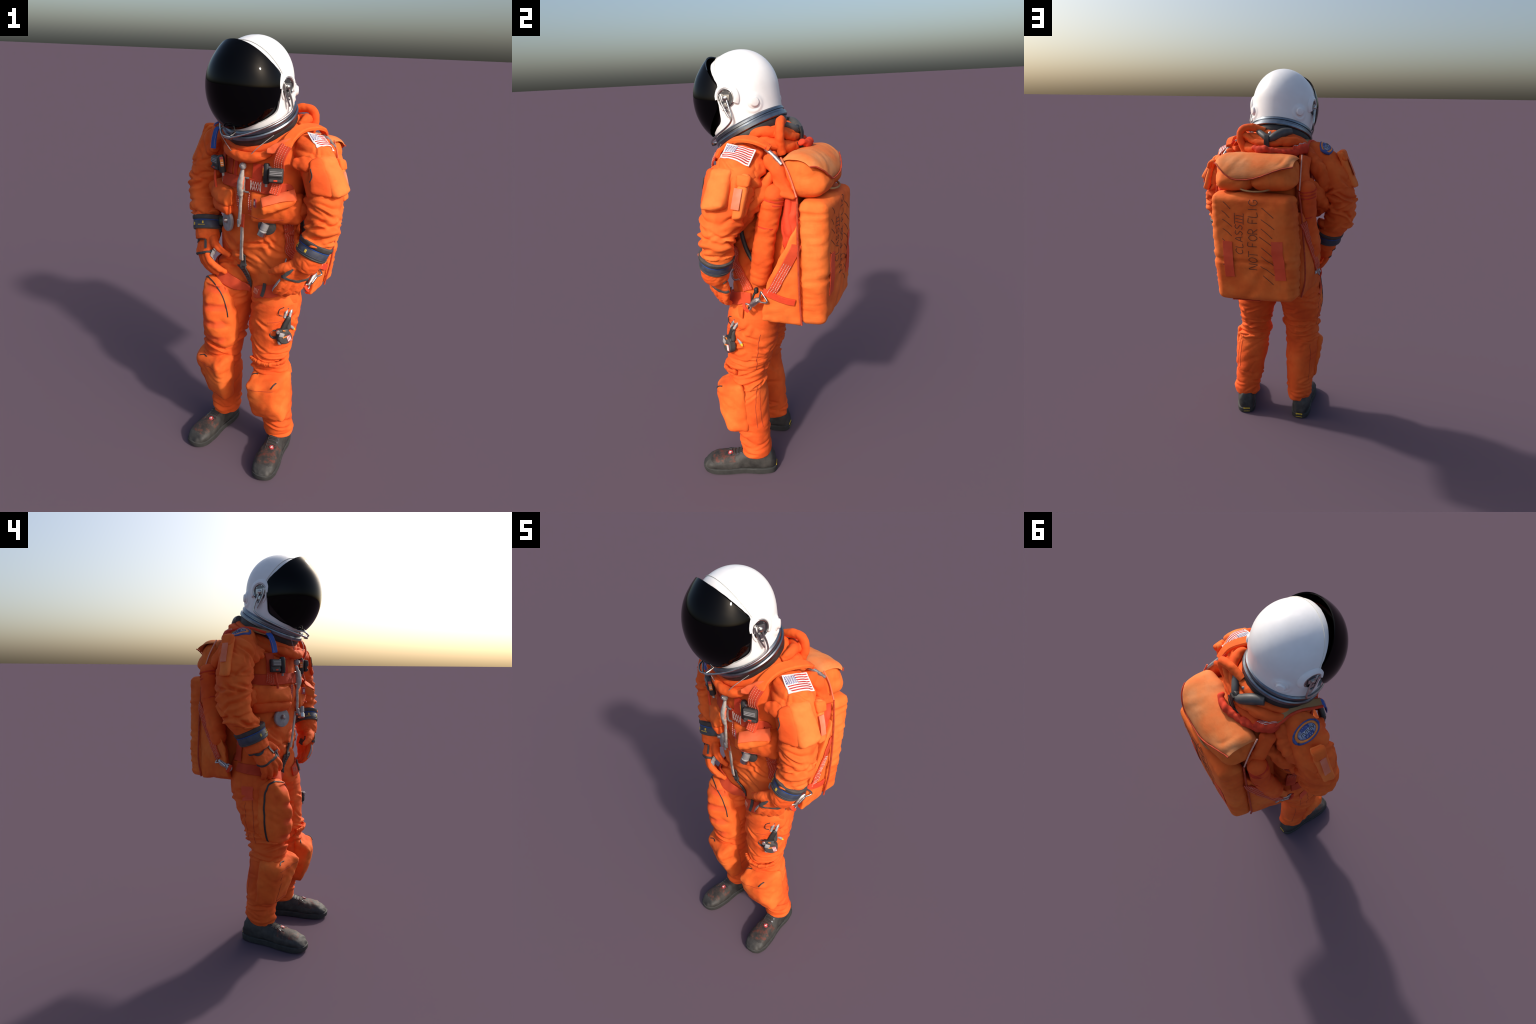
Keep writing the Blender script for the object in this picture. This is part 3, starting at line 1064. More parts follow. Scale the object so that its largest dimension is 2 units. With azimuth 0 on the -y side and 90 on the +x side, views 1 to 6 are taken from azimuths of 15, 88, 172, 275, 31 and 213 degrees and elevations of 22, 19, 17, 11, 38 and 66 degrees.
# latch at the chin
tube("chin_latch", [H + V(p) for p in ((.004, -.094, -.182), (.004, -.118, -.196), (.004, -.142, -.205))], .006, M['steel'], HELMET, 10, 10)
tube("latch_ring", [H + V(p) for p in ((.022, -.140, -.203), (-.008, -.162, -.198), (-.034, -.150, -.182), (-.052, -.120, -.176))], .0038, M['steel'], HELMET, 10, 24)
box("latch_block", H + V((.008, -.140, -.208)), (.022, .014, .012), ((1, 0, 0), (0, 1, .3), (0, -.3, 1)), M['darksteel'], HELMET)

# ==================================================================== boots
def build_boot(kx, heel, toe):
    f = (toe - heel); L = f.length; f.normalize()
    lat = V((-f.y, f.x, 0))      # wearer's right of travel is -lat
    lat = V((f.y, -f.x, 0)) * -1
    secs = [(-.002, .020, .050, 0), (.012, .040, .105, 0), (.035, .049, .128, 0), (.08, .054, .130, 0), (.12, .051, .127, 0), (.155, .050, .116, 0), (.19, .053, .103, 0), (.225, .058, .096, 0),
            (.26, .059, .089, 0), (.295, .058, .083, 0), (.325, .051, .070, 0), (.345, .041, .054, 0), (.357, .026, .040, 0), (.362, .012, .030, 0)]
    D = spline(secs, 60)
    seg = 28
    vs, fs = [], []
    for s, w, h, _ in D:
        s *= L / .362
        for j in range(seg):
            a = 2 * math.pi * j / seg
            ca, sa = math.cos(a), math.sin(a)
            z0, z1 = .016, max(.022, h)
            y = w * math.copysign(abs(ca) ** .75, ca)
            z = (z0 + z1) / 2 + (z1 - z0) / 2 * math.copysign(abs(sa) ** (.85 if sa > 0 else .5), sa)
            # the instep narrows upward
            k = max(0, (z - .05) / .08)
            y *= 1 - .30 * min(1, k) * (1 if s > .13 else .35)
            vs.append(heel + f * s + lat * y + V((0, 0, z)))
    n = len(D)
    for i in range(n - 1):
        for j in range(seg): fs.append((i * seg + j, i * seg + (j + 1) % seg, (i + 1) * seg + (j + 1) % seg, (i + 1) * seg + j))
    fs.append(tuple(range(seg - 1, -1, -1))); fs.append(tuple(range((n - 1) * seg, n * seg)))
    me = fix_normals(mesh_of(vs, fs)); wrinkle(me, .004, (26, 26, 40), 4.0 + kx)
    # the scuffed vamp carries its own leather
    me.polygons.foreach_set("material_index", [1 if (.20 < (p.center - heel).dot(f) < .325 and p.center.z > .066) else 0 for p in me.polygons])
    boot = add("boot", me, [M['boot'], M['scuff']])
    T = bvh(boot)
    # sole and rand
    vs, fs = [], []
    out = [(s * L / .362, w) for s, w, h, _ in spline(secs, 40)]
    loop = [(s, w) for s, w in out] + [(s, -w) for s, w in reversed(out)]
    prof = [(.92, 0.000), (1.04, .003), (1.06, .016), (1.05, .028), (.98, .031)]
    m = len(loop)
    for k, z in prof:
        for s, w in loop:
            tz = .010 * max(0, (s - .30) / .06) ** 2 if z < .01 else .006 * max(0, (s - .30) / .06) ** 2
            tread = -.0 if z > 0 else .004 * (math.sin(s * 190) > .2) * (s > .24 or s < .10)
            vs.append(heel + f * (L / 2 + (s - L / 2) * (1 + (k - 1) * .35)) + lat * (w * k) + V((0, 0, z + tz + tread)))
    for i in range(len(prof) - 1):
        for j in range(m): fs.append((i * m + j, i * m + (j + 1) % m, (i + 1) * m + (j + 1) % m, (i + 1) * m + j))
    for i in (0, len(prof) - 1):
        for j in range(m // 2 - 1): fs.append((i * m + j, i * m + j + 1, i * m + m - 2 - j, i * m + m - 1 - j))
    me = fix_normals(mesh_of(vs, fs)); by_angle(me, 40)
    add("boot_sole", me, M['sole'], boot)
    # yellow heel label with two dark text lines
    c = heel - f * .004 + V((0, 0, .020))
    box("heel_label", c, (.040, .003, .024), (lat, f, (0, 0, 1)), M['yellow'], boot)
    parts = []
    rnd = random.Random(3)
    for row, zz in ((0, .005), (1, -.004)):
        x = -.014
        while x < .012:
            w = rnd.uniform(.002, .005)
            v, q = box_geo(c - f * .002 + lat * (x + w / 2) + V((0, 0, zz)), (w * .8, .0014, .0030), (lat, f, (0, 0, 1)), .1)
            parts.append((v, q, 0)); x += w + .0015
    add("heel_print", merge(parts), M['black'], boot, True, "stuff")
    # laces, eyelets and the red badge over the instep
    def top(s, o):
        h = T.ray_cast(heel + f * s + lat * o + V((0, 0, .3)), V((0, 0, -1)))
        return (h[0], h[1]) if h[0] else (heel + f * s + V((0, 0, .1)), V((0, 0, 1)))
    for k in range(5):
        s = .150 + .017 * k
        pts = [top(s + .004, o)[0] + V((0, 0, .002)) for o in (-.020, -.010, 0, .010, .020)]
        tube("lace", pts, .0022, M['charcoal'], boot, 6, 14)
        for o in (-.024, .024):
            p, nn = top(s + .004, o)
            lathe("eyelet", [(.0015, .000), (.0042, .000), (.0042, .0018), (.0015, .0018)], p, nn, M['darksteel'], boot, 10, closed=True)
    for o in (-.028, .028):
        pts = [top(s, o * (1 - .25 * (s - .15) / .09))[0] + V((0, 0, .0008)) for s in np.linspace(.150, .240, 6)]
        tube("boot_seam", pts, .0014, M['charcoal'], boot, 6, 16)
    p, nn = top(.145 + .0, 0)
    return boot, f, lat, T


def badge(centre, up, parent, lat, f):
    lathe("badge", [(0, 0), (.0125, 0), (.0125, .003), (.011, .0042), (0, .0042)], centre, up, M['badge'], parent, 28)
    lathe("badge_ring", [(.0112, .0040), (.0122, .0036), (.0119, .0046), (.0114, .0047)], centre, up, M['charcoal'], parent, 28, closed=True)
    # white arrow head
    R = frame(up)
    u = V(up).normalized(); a = -(f - u * u.dot(f)).normalized(); b = u.cross(a)
    P = [a * .0075, a * -.0065 + b * .006, a * -.003, a * -.0065 - b * .006]
    vs = [V(centre) + q + u * .0044 for q in P] + [V(centre) + q + u * .0058 for q in P]
    fs = [(4, 5, 6), (4, 6, 7), (0, 2, 1), (0, 3, 2)] + [(i, (i + 1) % 4, 4 + (i + 1) % 4, 4 + i) for i in range(4)]
    add("badge_mark", fix_normals(mesh_of(vs, fs)), M['whitelabel'], parent, False)


for kx, heel, toe, bdg in ((1, stage(.178, -.022), stage(.140, -.386), stage(.163, -.248, .093)), (-1, stage(-.133, .074), stage(-.256, -.266), stage(-.199, -.136, .087))):
    bt, f, lat, T = build_boot(kx, heel, toe)
    hit = T.find_nearest(bdg)
    badge(hit[0] - hit[1] * .001, hit[1], bt, lat, f)

# ==================================================================== gloves
def build_glove(wrist_ring, palm, fingers, thumb, cuff):
    pieces = []
    pieces.append(pillow_geo(palm, .022, 12, (.004, .006, .004)))
    for p, r in fingers: pieces.append(rounded_tube_geo(p, r, 14, 14))
    pieces.append(rounded_tube_geo(thumb[0], thumb[1], 14, 14))
    pieces.append(limb_geo(cuff, 5, 24))
    me = remesh(pieces, .0034, 4)
    wrinkle(me, .0028, (30, 30, 42), 6.0)
    return add("glove", me, M['suit'])


palm_R = [(-.272, -.186, .985), (-.172, -.205, 1.018), (-.252, -.128, .972), (-.158, -.150, 1.005),
          (-.292, -.150, 1.072), (-.185, -.160, 1.092), (-.278, -.098, 1.062), (-.190, -.105, 1.085)]
fing_R = [([(-.178, -.185, 1.020), (-.150, -.192, .995), (-.115, -.176, .966), (-.088, -.156, .950)], [.017, .0165, .0155, .013]),
          ([(-.200, -.182, 1.008), (-.178, -.186, .978), (-.150, -.170, .944), (-.130, -.150, .922)], [.017, .016, .015, .013]),
          ([(-.225, -.170, .998), (-.207, -.174, .965), (-.180, -.158, .932), (-.160, -.140, .914)], [.017, .016, .015, .013]),
          ([(-.250, -.158, .990), (-.236, -.158, .960), (-.214, -.145, .932), (-.198, -.128, .916)], [.016, .015, .014, .012])]
thumb_R = ([(-.185, -.140, 1.085), (-.150, -.158, 1.068), (-.110, -.155, 1.050), (-.076, -.145, 1.037)], [.022, .019, .015, .012])
cuff_R = [(-.262, -.100, 1.135, .064, .064), (-.250, -.113, 1.105, .062, .062), (-.244, -.122, 1.080, .062, .060), (-.240, -.130, 1.062, .058, .056)]
GLOVE_R = build_glove(None, palm_R, fing_R, thumb_R, cuff_R)

palm_L = [(.250, -.175, 1.020), (.292, -.178, 1.035), (.288, -.058, .985), (.325, -.052, 1.000),
          (.290, -.160, 1.105), (.345, -.150, 1.105), (.310, -.045, 1.075), (.362, -.040, 1.075)]
fing_L = [([(.278, -.150, 1.035), (.262, -.160, 1.005), (.240, -.160, .975), (.222, -.150, .952)], [.017, .0165, .0155, .013]),
          ([(.290, -.122, 1.022), (.275, -.134, .990), (.250, -.138, .955), (.230, -.128, .935)], [.017, .016, .015, .013]),
          ([(.300, -.095, 1.012), (.288, -.105, .978), (.264, -.112, .945), (.243, -.105, .930)], [.017, .016, .015, .013]),
          ([(.308, -.070, 1.006), (.300, -.078, .975), (.282, -.084, .950), (.265, -.080, .938)], [.016, .015, .014, .012])]
thumb_L = ([(.300, -.125, 1.095), (.272, -.150, 1.080), (.232, -.162, 1.060), (.200, -.157, 1.042)], [.026, .024, .018, .014])
cuff_L = [(.356, -.080, 1.160, .062, .062), (.346, -.090, 1.130, .062, .062), (.338, -.096, 1.105, .060, .060), (.330, -.100, 1.085, .054, .055)]
GLOVE_L = build_glove(None, palm_L, fing_L, thumb_L, cuff_L)
GT_R, GT_L = bvh(GLOVE_R), bvh(GLOVE_L)


def glove_straps(g, T, paths):
    for pts, w, mat in paths:
        strap("glove_strap", pts, w, .003, M[mat], g, T, .001, None, None, .05)


glove_straps(GLOVE_R, GT_R, [
    ([(-.274, -.130, .985), (-.270, -.165, .990), (-.245, -.195, 1.005), (-.205, -.205, 1.025), (-.168, -.190, 1.044), (-.150, -.170, 1.040)], .012, 'charcoal'),
    ([(-.290, -.105, 1.045), (-.295, -.140, 1.046), (-.270, -.170, 1.060), (-.225, -.165, 1.090)], [.010, .014, .012, .006], 'charcoal'),
    ([(-.220, -.160, 1.092), (-.205, -.180, 1.072), (-.190, -.190, 1.050)], [.006, .014, .012], 'hose'),
    ([(-.150, -.182, 1.050), (-.142, -.178, 1.032), (-.138, -.172, 1.012)], .022, 'greyplastic')])
glove_straps(GLOVE_L, GT_L, [
    ([(.270, -.168, 1.045), (.290, -.165, 1.045), (.312, -.120, 1.018), (.322, -.080, 1.018), (.325, -.045, 1.026)], .012, 'charcoal'),
    ([(.345, -.120, 1.082), (.352, -.080, 1.074), (.350, -.040, 1.082)], .010, 'charcoal'),
    ([(.318, -.152, 1.090), (.300, -.165, 1.070), (.282, -.168, 1.048)], [.006, .016, .012], 'hose'),
    ([(.262, -.172, 1.030), (.245, -.176, 1.000), (.222, -.165, .960)], [.010, .012, .008], 'greyplastic'),
    ([(.262, -.140, 1.070), (.250, -.100, 1.045), (.262, -.070, 1.050)], .030, 'charcoal')])


def wrist_ring(top, bottom, rad, squash, labels):
    top, bottom = V(top), V(bottom)
    ax = (top - bottom); L = ax.length; ax.normalize()
    ring = lathe("wrist_ring", [(rad - .012, 0), (rad - .004, 0), (rad, .004), (rad + .001, L * .55), (rad - .001, L * .60), (rad - .012, L * .60)], bottom, ax, M['navy'], None, 56, (0, 1, 0), 1.0, squash, True, 40)
    lathe("ring_lip", [(rad - .014, L * .66), (rad + .001, L * .66), (rad + .006, L * .74), (rad + .007, L * .94), (rad + .002, L), (rad - .014, L)], bottom, ax, M['charcoal'], ring, 56, (0, 1, 0), 1.0, squash, True, 40)
    lathe("ring_stripe", [(rad - .012, L * .59), (rad + .0015, L * .60), (rad + .0015, L * .645), (rad - .012, L * .66)], bottom, ax, M['blue'], ring, 56, (0, 1, 0), 1.0, squash, True, 40)
    lathe("ring_trim", [(rad - .010, -.003), (rad - .003, -.003), (rad + .0005, .002), (rad - .001, .006), (rad - .010, .006)], bottom, ax, M['olive'], ring, 56, (0, 1, 0), 1.0, squash, True, 40)
    lathe("ring_line", [(rad - .004, L * .14), (rad + .0022, L * .15), (rad + .0022, L * .18), (rad - .004, L * .19)], bottom, ax, M['hose'], ring, 56, (0, 1, 0), 1.0, squash, True, 40)
    R = frame(ax, (0, 1, 0))
    for ang, w, h, z in labels:
        a = math.radians(ang)
        d = R @ V((math.cos(a), math.sin(a) * squash, 0))
        t = R @ V((-math.sin(a), math.cos(a) * squash, 0))
        box("ring_label", bottom + d * (rad + .0005) + ax * (L * z), (w, h, .004), (t, ax, t.cross(ax)), M['yellow'], ring)
    return ring


def ring_angle(top, bottom, p):
    ax = (V(top) - V(bottom)).normalized(); R = frame(ax, (0, 1, 0)).inverted()
    q = R @ (V(p) - V(bottom)); return math.degrees(math.atan2(q.y, q.x))


RT, RB = (-.270, -.090, 1.172), (-.253, -.110, 1.112)
a0 = ring_angle(RT, RB, (-.25, -.19, 1.12))
wrist_ring(RT, RB, .076, .96, [(a0 - 22, .009, .014, .33), (a0 + 22, .008, .012, .42), (a0 + 16, .036, .003, .24)])
LT, LB = (.366, -.066, 1.205), (.350, -.086, 1.145)
a1 = ring_angle(LT, LB, (.345, -.165, 1.15))
wrist_ring(LT, LB, .070, .98, [(a1 + 8, .009, .014, .33), (a1 - 42, .008, .012, .42), (a1 - 46, .030, .003, .24)])

# ================================================================== backpack
def build_pack():
    main_c = [(-.212, .240, .880), (.220, .236, .855), (-.196, .336, .880), (.200, .340, .856),
              (-.186, .238, 1.412), (.240, .242, 1.412), (-.176, .352, 1.404), (.222, .366, 1.404)]
    v, f = pillow_geo(main_c, .028, 60, (.020, .008, .008))
    me = fix_normals(mesh_of(v, f))
    # ruffled piping along the sides, one horizontal crease low on the back
    nrm = [v.normal.copy() for v in me.vertices]
    for vt, nv in zip(me.vertices, nrm):
        c = vt.co.copy()
        k = (c.z - 1.078 + .02 * (c.x)) / .010
        if abs(k) < 3.5 and c.y > .27:
            c = c + nv * (-.008 * math.exp(-k * k) + .003 * math.exp(-(abs(k) - 1.8) ** 2))
        sidef = max(0, abs(c.x - .015) - .165) / .05
        if sidef > 0 and .90 < c.z < 1.42:
            r = noise.noise(V((c.y * 9, c.x * 5, c.z * 60))) + .5 * noise.noise(V((c.y * 14, 3, c.z * 110)))
            c = c + nv * (.0075 * min(1, sidef) * r)
        vt.co = c
    me.update()
    wrinkle(me, .006, (7, 7, 9), 9.0)
    pack = add("backpack", me, M['pack'])
    return pack


PACK = build_pack()
T_PACK = bvh(PACK)

# harness back panel between the bag and the wearer
pillow("back_panel", [(-.150, .060, .90), (.170, .060, .90), (-.160, .245, .90), (.175, .240, .89), (-.145, .060, 1.56), (.180, .060, 1.56), (-.160, .215, 1.56), (.200, .215, 1.56)], M['pack'], .04, 20, (0, 0, 0), .006, (12, 12, 16), 3.0, PACK)

# side skirts reaching forward to the hooks
SKIRT_L = pillow("side_skirt", [(.215, .078, .862), (.266, .066, .872), (.150, .225, .850), (.212, .243, .842),
                                (.215, .110, 1.030), (.278, .104, 1.055), (.185, .245, 1.320), (.252, .250, 1.335)], M['pack'], .018, 24, (.012, 0, 0), .006, (14, 14, 18), 5.0, PACK)
SKIRT_R = pillow("side_skirt", [(-.252, .045, .905), (-.190, .062, .895), (-.218, .248, .876), (-.150, .235, .88),
                                (-.266, .055, 1.068), (-.190, .090, 1.05), (-.214, .250, 1.345), (-.140, .245, 1.320)], M['pack'], .018, 24, (.012, 0, 0), .006, (14, 14, 18), 6.0, PACK)
pillow("seat_panel", [(-.150, .08, .865), (.160, .085, .835), (-.160, .240, .870), (.170, .235, .842), (-.150, .09, .97), (.160, .09, .97), (-.150, .240, .97), (.170, .240, .97)], M['pack'], .03, 16, (0, 0, 0), .004, (12, 12, 16), 3.4, PACK)

# upper pouch: two swelling lobes under one drooping flap
LOBES = []
LOBES.append(pillow("upper_pouch", [(.020, .195, 1.430), (.236, .205, 1.422), (.030, .346, 1.434), (.216, .350, 1.430),
                                    (.020, .150, 1.580), (.232, .165, 1.578), (.020, .285, 1.588), (.205, .292, 1.582)], M['pack'], .045, 30, (.008, .022, .010), .006, (9, 9, 14), 2.0, PACK))
LOBES.append(pillow("upper_pouch", [(-.184, .200, 1.436), (.045, .195, 1.430), (-.176, .322, 1.440), (.036, .346, 1.434),
                                    (-.170, .150, 1.584), (.045, .150, 1.580), (-.155, .250, 1.582), (.045, .285, 1.588)], M['pack'], .045, 30, (.008, .022, .010), .006, (9, 9, 14), 4.0, PACK))
_v, _f = pillow_geo([(-.182, .200, 1.446), (.232, .205, 1.432), (-.172, .330, 1.460), (.210, .346, 1.455), (-.170, .150, 1.586), (.232, .165, 1.580), (-.155, .262, 1.588), (.205, .300, 1.586)], .045, 24, (.008, .022, .010))
T_UP = BVHTree.FromPolygons([tuple(p) for p in _v], _f)


def flap_fn(u, v):
    x = -.174 + .402 * u
    ends = spline([(1.586,), (1.552,), (1.516,), (1.490,), (1.478,), (1.482,), (1.520,), (1.584,)], 81)
    ze = ends[int(round(u * 80))][0]
    axis = V((x * .92 + .002, .235 + .02 * math.sin(math.pi * u), 1.510))
    a0 = math.radians(150)
    g = V((0, .40 - axis.y, ze - axis.z))
    a1 = math.atan2(g.z, .118)
    a = a0 + (a1 - a0) * v
    d = V((0, math.cos(a), math.sin(a)))
    h = T_UP.ray_cast(axis + d * .4, -d)
    r = (h[0] - axis).length if h[0] is not None else .085
    r = max(r, .06) + .006 + .005 * max(0, v - .7) / .3
    p = axis + d * r
    p.x = x
    return p


FLAP = patch_sheet("pouch_flap", flap_fn, 64, 30, .006, M['faded'], PACK, lambda p: (V((p.x, .235, 1.51)) - p).normalized())
relax(FLAP.data, 3, .5)
wrinkle(FLAP.data, .004, (8, 8, 10), 1.5)
T_FLAP = bvh(FLAP, *LOBES)
# piping along the flap's edge
tube("flap_piping", [flap_fn(u, 1.0) + V((0, .002, -.001)) for u in np.linspace(0, 1, 24)], .0032, M['seam'], PACK, 8, 80)

# cord handle in the gap under the pouch
tube("cord_handle", [(.095, .315, 1.440), (.06, .338, 1.432), (.01, .346, 1.429), (-.04, .336, 1.432), (-.07, .310, 1.440)], .0045, M['tan'], PACK, 8, 24)

# seam piping between bag and skirts
for pts in ([(.243, .246, 1.425), (.252, .248, 1.30), (.254, .248, 1.15), (.246, .246, 1.0), (.222, .243, .86)],
            [(-.190, .242, 1.425), (-.207, .247, 1.32), (-.224, .248, 1.16), (-.234, .248, 1.03), (-.232, .248, .96), (-.216, .246, .885)]):
    tube("seam_piping", pts, .0045, M['seam'], PACK, 8, 60)
tube("pouch_piping", [(.240, .182, 1.585), (.242, .215, 1.52), (.243, .244, 1.43)], .0035, M['pink'], PACK, 8, 24)
tube("pouch_piping", [(-.178, .165, 1.592), (-.186, .205, 1.52), (-.192, .240, 1.43)], .0035, M['rose'], PACK, 8, 24)

# red tape patches and bottom strap on the back
for pts, w in (([(.138, .40, 1.175), (.138, .40, 1.12), (.135, .40, 1.04), (.130, .40, .985)], .052), ([(-.126, .40, 1.195), (-.128, .40, 1.13), (-.134, .40, 1.06), (-.140, .40, .995)], .056)):
    strap("tape_patch", pts, w, .0012, M['tape'], PACK, T_PACK, .0012, 30, None, .12)
strap("bottom_strap", [(.13, .31, .853), (.06, .31, .858), (-.02, .31, .864)], .030, .003, M['redcloth'], PACK, T_PACK, .001, 20, None, .08)

# hand lettering and hatching, drawn as strokes of ink
GLYPH = {
    'C': [[(.9, .85), (.6, 1), (.2, .8), (.05, .4), (.3, .02), (.8, .1)]], 'L': [[(.1, 1), (.1, 0), (.75, 0)]], 'A': [[(0, 0), (.45, 1), (.85, 0)], [(.15, .38), (.72, .38)]],
    'S': [[(.8, .9), (.45, 1), (.15, .8), (.4, .52), (.75, .3), (.45, 0), (.05, .1)]], 'I': [[(.2, 1), (.2, 0)]], 'N': [[(.05, 0), (.08, 1), (.75, 0), (.8, 1)]],
    'O': [[(.45, 1), (.1, .7), (.1, .3), (.45, 0), (.8, .3), (.8, .75), (.45, 1)]], 'T': [[(0, 1), (.85, 1)], [(.42, 1), (.42, 0)]], 'F': [[(.1, 0), (.1, 1), (.75, 1)], [(.1, .52), (.6, .52)]],
    'R': [[(.1, 0), (.1, 1), (.6, .95), (.7, .7), (.5, .5), (.1, .48)], [(.35, .48), (.8, 0)]], 'G': [[(.85, .85), (.5, 1), (.15, .75), (.1, .3), (.45, 0), (.8, .15), (.8, .45), (.5, .45)]],
    'H': [[(.1, 0), (.1, 1)], [(.75, 0), (.75, 1)], [(.1, .5), (.75, .5)]], 'W': [[(.2, 1), (.2, 0)]]}


def back_hit(x, z):
    h = T_PACK.ray_cast(V((x, .7, z)), V((0, -1, 0)))
    return h[0] if h[0] is not None else V((x, .37, z))


def ink_line(pts, w=.0032):
    """pts in (x, z) on the back face."""
    C = spline(pts, max(6, len(pts) * 6))
    P = [back_hit(x, z) + V((0, .0008, 0)) for x, z in C]
    return strap_geo(P, w, .0006, None, 0, len(P), (0, 1, 0))


def write_up(text, x, z, size, adv, slant):
    """Letters running up the back, read with the head tilted left."""
    parts = []
    rnd = random.Random(5)
    for ch in text:
        if ch != ' ':
            for line in GLYPH[ch]:
                jx, jz = rnd.uniform(-.002, .002), rnd.uniform(-.002, .002)
                # letter 'up' points to the wearer's left (+x), letter 'right' points up (+z)
                pts = [(x + (v) * size + slant * u * size + jx, z + u * size * .8 + jz) for u, v in line]
                if max(q[1] for q in pts) > 1.392: continue      # the line runs up under the pouch
                v, f = ink_line(pts)
                parts.append((v, f, 0))
        z += adv * (.62 if ch in 'I ' else 1)
    return parts


parts = write_up("CLASS ", .056, 1.115, .038, .032, 0)
z0 = 1.277
for k in range(3):
    parts.append((*ink_line([(.056, z0 + .016 * k), (.092, z0 + .003 + .016 * k)]), 0))
for xx in (.052, .098):
    parts.append((*ink_line([(xx, z0 - .008), (xx, z0 + .046)]), 0))
parts += write_up("NOT FOR FLIGHT", -.018, 1.040, .044, .0325, 0)
me = merge(parts)
add("handwriting", me, M['ink'], PACK, True, "stuff")
parts = []
rnd = random.Random(11)
for x0, L, H_, zs in ((.143, .046, .034, np.arange(1.035, 1.375, .046)), (-.070, .066, .044, np.arange(.995, 1.375, .048))):
    for z in zs:
        dx, dz = rnd.uniform(-.006, .006), rnd.uniform(-.005, .005)
        k = rnd.uniform(.8, 1.1)
        parts.append((*ink_line([(x0 + k * L / 2 + dx, z + H_ / 2 + dz), (x0 + dx, z + .002 + dz), (x0 - k * L / 2 + dx, z - H_ / 2 + dz)], .0030), 0))
add("hatch_marks", merge(parts), M['ink'], PACK, True, "stuff")

# cylinder floats hanging at both flanks
def float_tube(top, mid, bot, r, seed):
    pts = [top, tuple((np.array(top) * .6 + np.array(mid) * .4)), mid, tuple((np.array(bot) * .6 + np.array(mid) * .4)), bot]
    v, f = rounded_tube_geo(pts, [r * .98, r, r, r * 1.02, r * .9], 28, 60)
    me = fix_normals(mesh_of(v, f)); wrinkle(me, .006, (16, 16, 34), seed)
    ob = add("side_float", me, M['suit'])
    for z in (top[2] - .005, top[2] - .022, top[2] - .040, (top[2] + bot[2]) / 2 + .03):
        k = (top[2] - z) / (top[2] - bot[2])
        C = [V(p) for p in spline([top, mid, bot], 41)][int(min(1, max(0, k)) * 40)]
        lathe("float_band", [(r - .004, -.003), (r + .0012, -.003), (r + .0012, .003), (r - .004, .003)], C, V(top) - V(bot), M['redcloth'], ob, 36, closed=True)
    # round cloth lid
    return ob


float_tube((.238, .146, 1.435), (.236, .098, 1.27), (.232, .060, 1.065), .046, 2.0)
float_tube((-.216, .190, 1.430), (-.218, .172, 1.27), (-.236, .116, 1.105), .045, 5.0)

for pts, sd in (([(-.160, .130, 1.478), (-.205, .095, 1.440), (-.236, .045, 1.378), (-.246, -.010, 1.328), (-.232, -.070, 1.308)], 3.0), ([(.215, .126, 1.498), (.248, .096, 1.455), (.268, .045, 1.385), (.270, -.010, 1.335), (.258, -.060, 1.315)], 4.0)):
    v, f = rounded_tube_geo(pts, [.026, .032, .040, .044, .040], 26, 60)
    me = fix_normals(mesh_of(v, f)); wrinkle(me, .022, (16, 16, 16), sd); add("underarm_lobe", me, M['jacket'])

# bunched cloth at the back of the armholes
for pts, sd in (([(-.180, .050, 1.585), (-.218, .056, 1.535), (-.255, .040, 1.475), (-.275, .020, 1.43)], 6.0), ([(.215, .056, 1.580), (.255, .064, 1.530), (.295, .048, 1.470), (.31, .03, 1.43)], 7.0)):
    v, f = rounded_tube_geo(pts, [.036, .044, .040, .030], 26, 60)
    me = fix_normals(mesh_of(v, f)); wrinkle(me, .020, (14, 14, 14), sd); add("armhole_fold", me, M['jacket'])

# harness risers from the shoulders down to the seams of the bag
pillow("harness_riser", [(.215, .170, 1.440), (.262, .172, 1.440), (.215, .240, 1.420), (.252, .242, 1.420), (.190, .090, 1.590), (.238, .098, 1.590), (.200, .150, 1.600), (.240, .160, 1.598)], M['suit'], .014, 26, (.004, .004, 0), .016, (14, 14, 14), 2.0, PACK)
pillow("harness_riser", [(-.216, .150, 1.440), (-.180, .150, 1.440), (-.204, .225, 1.425), (-.178, .225, 1.425), (-.206, .080, 1.582), (-.160, .080, 1.585), (-.184, .140, 1.590), (-.155, .140, 1.592)], M['suit'], .014, 26, (.004, .004, 0), .016, (14, 14, 14), 3.0, PACK)

# loose red cloth stuffed between float and bag
for k, (a, b) in enumerate((((.222, .205, 1.43), (.206, .190, 1.20)), ((.216, .224, 1.44), (.206, .216, 1.20)), ((.200, .190, 1.42), (.198, .175, 1.18)))):
    v, f = rounded_tube_geo([a, ((a[0] + b[0]) / 2 + .006, (a[1] + b[1]) / 2, (a[2] + b[2]) / 2), b], [.014, .024, .010], 14, 30)
    me = fix_normals(mesh_of(v, f)); wrinkle(me, .010, (40, 40, 6), 3.0 + k); add("red_bundle", me, M['redcloth'], PACK)

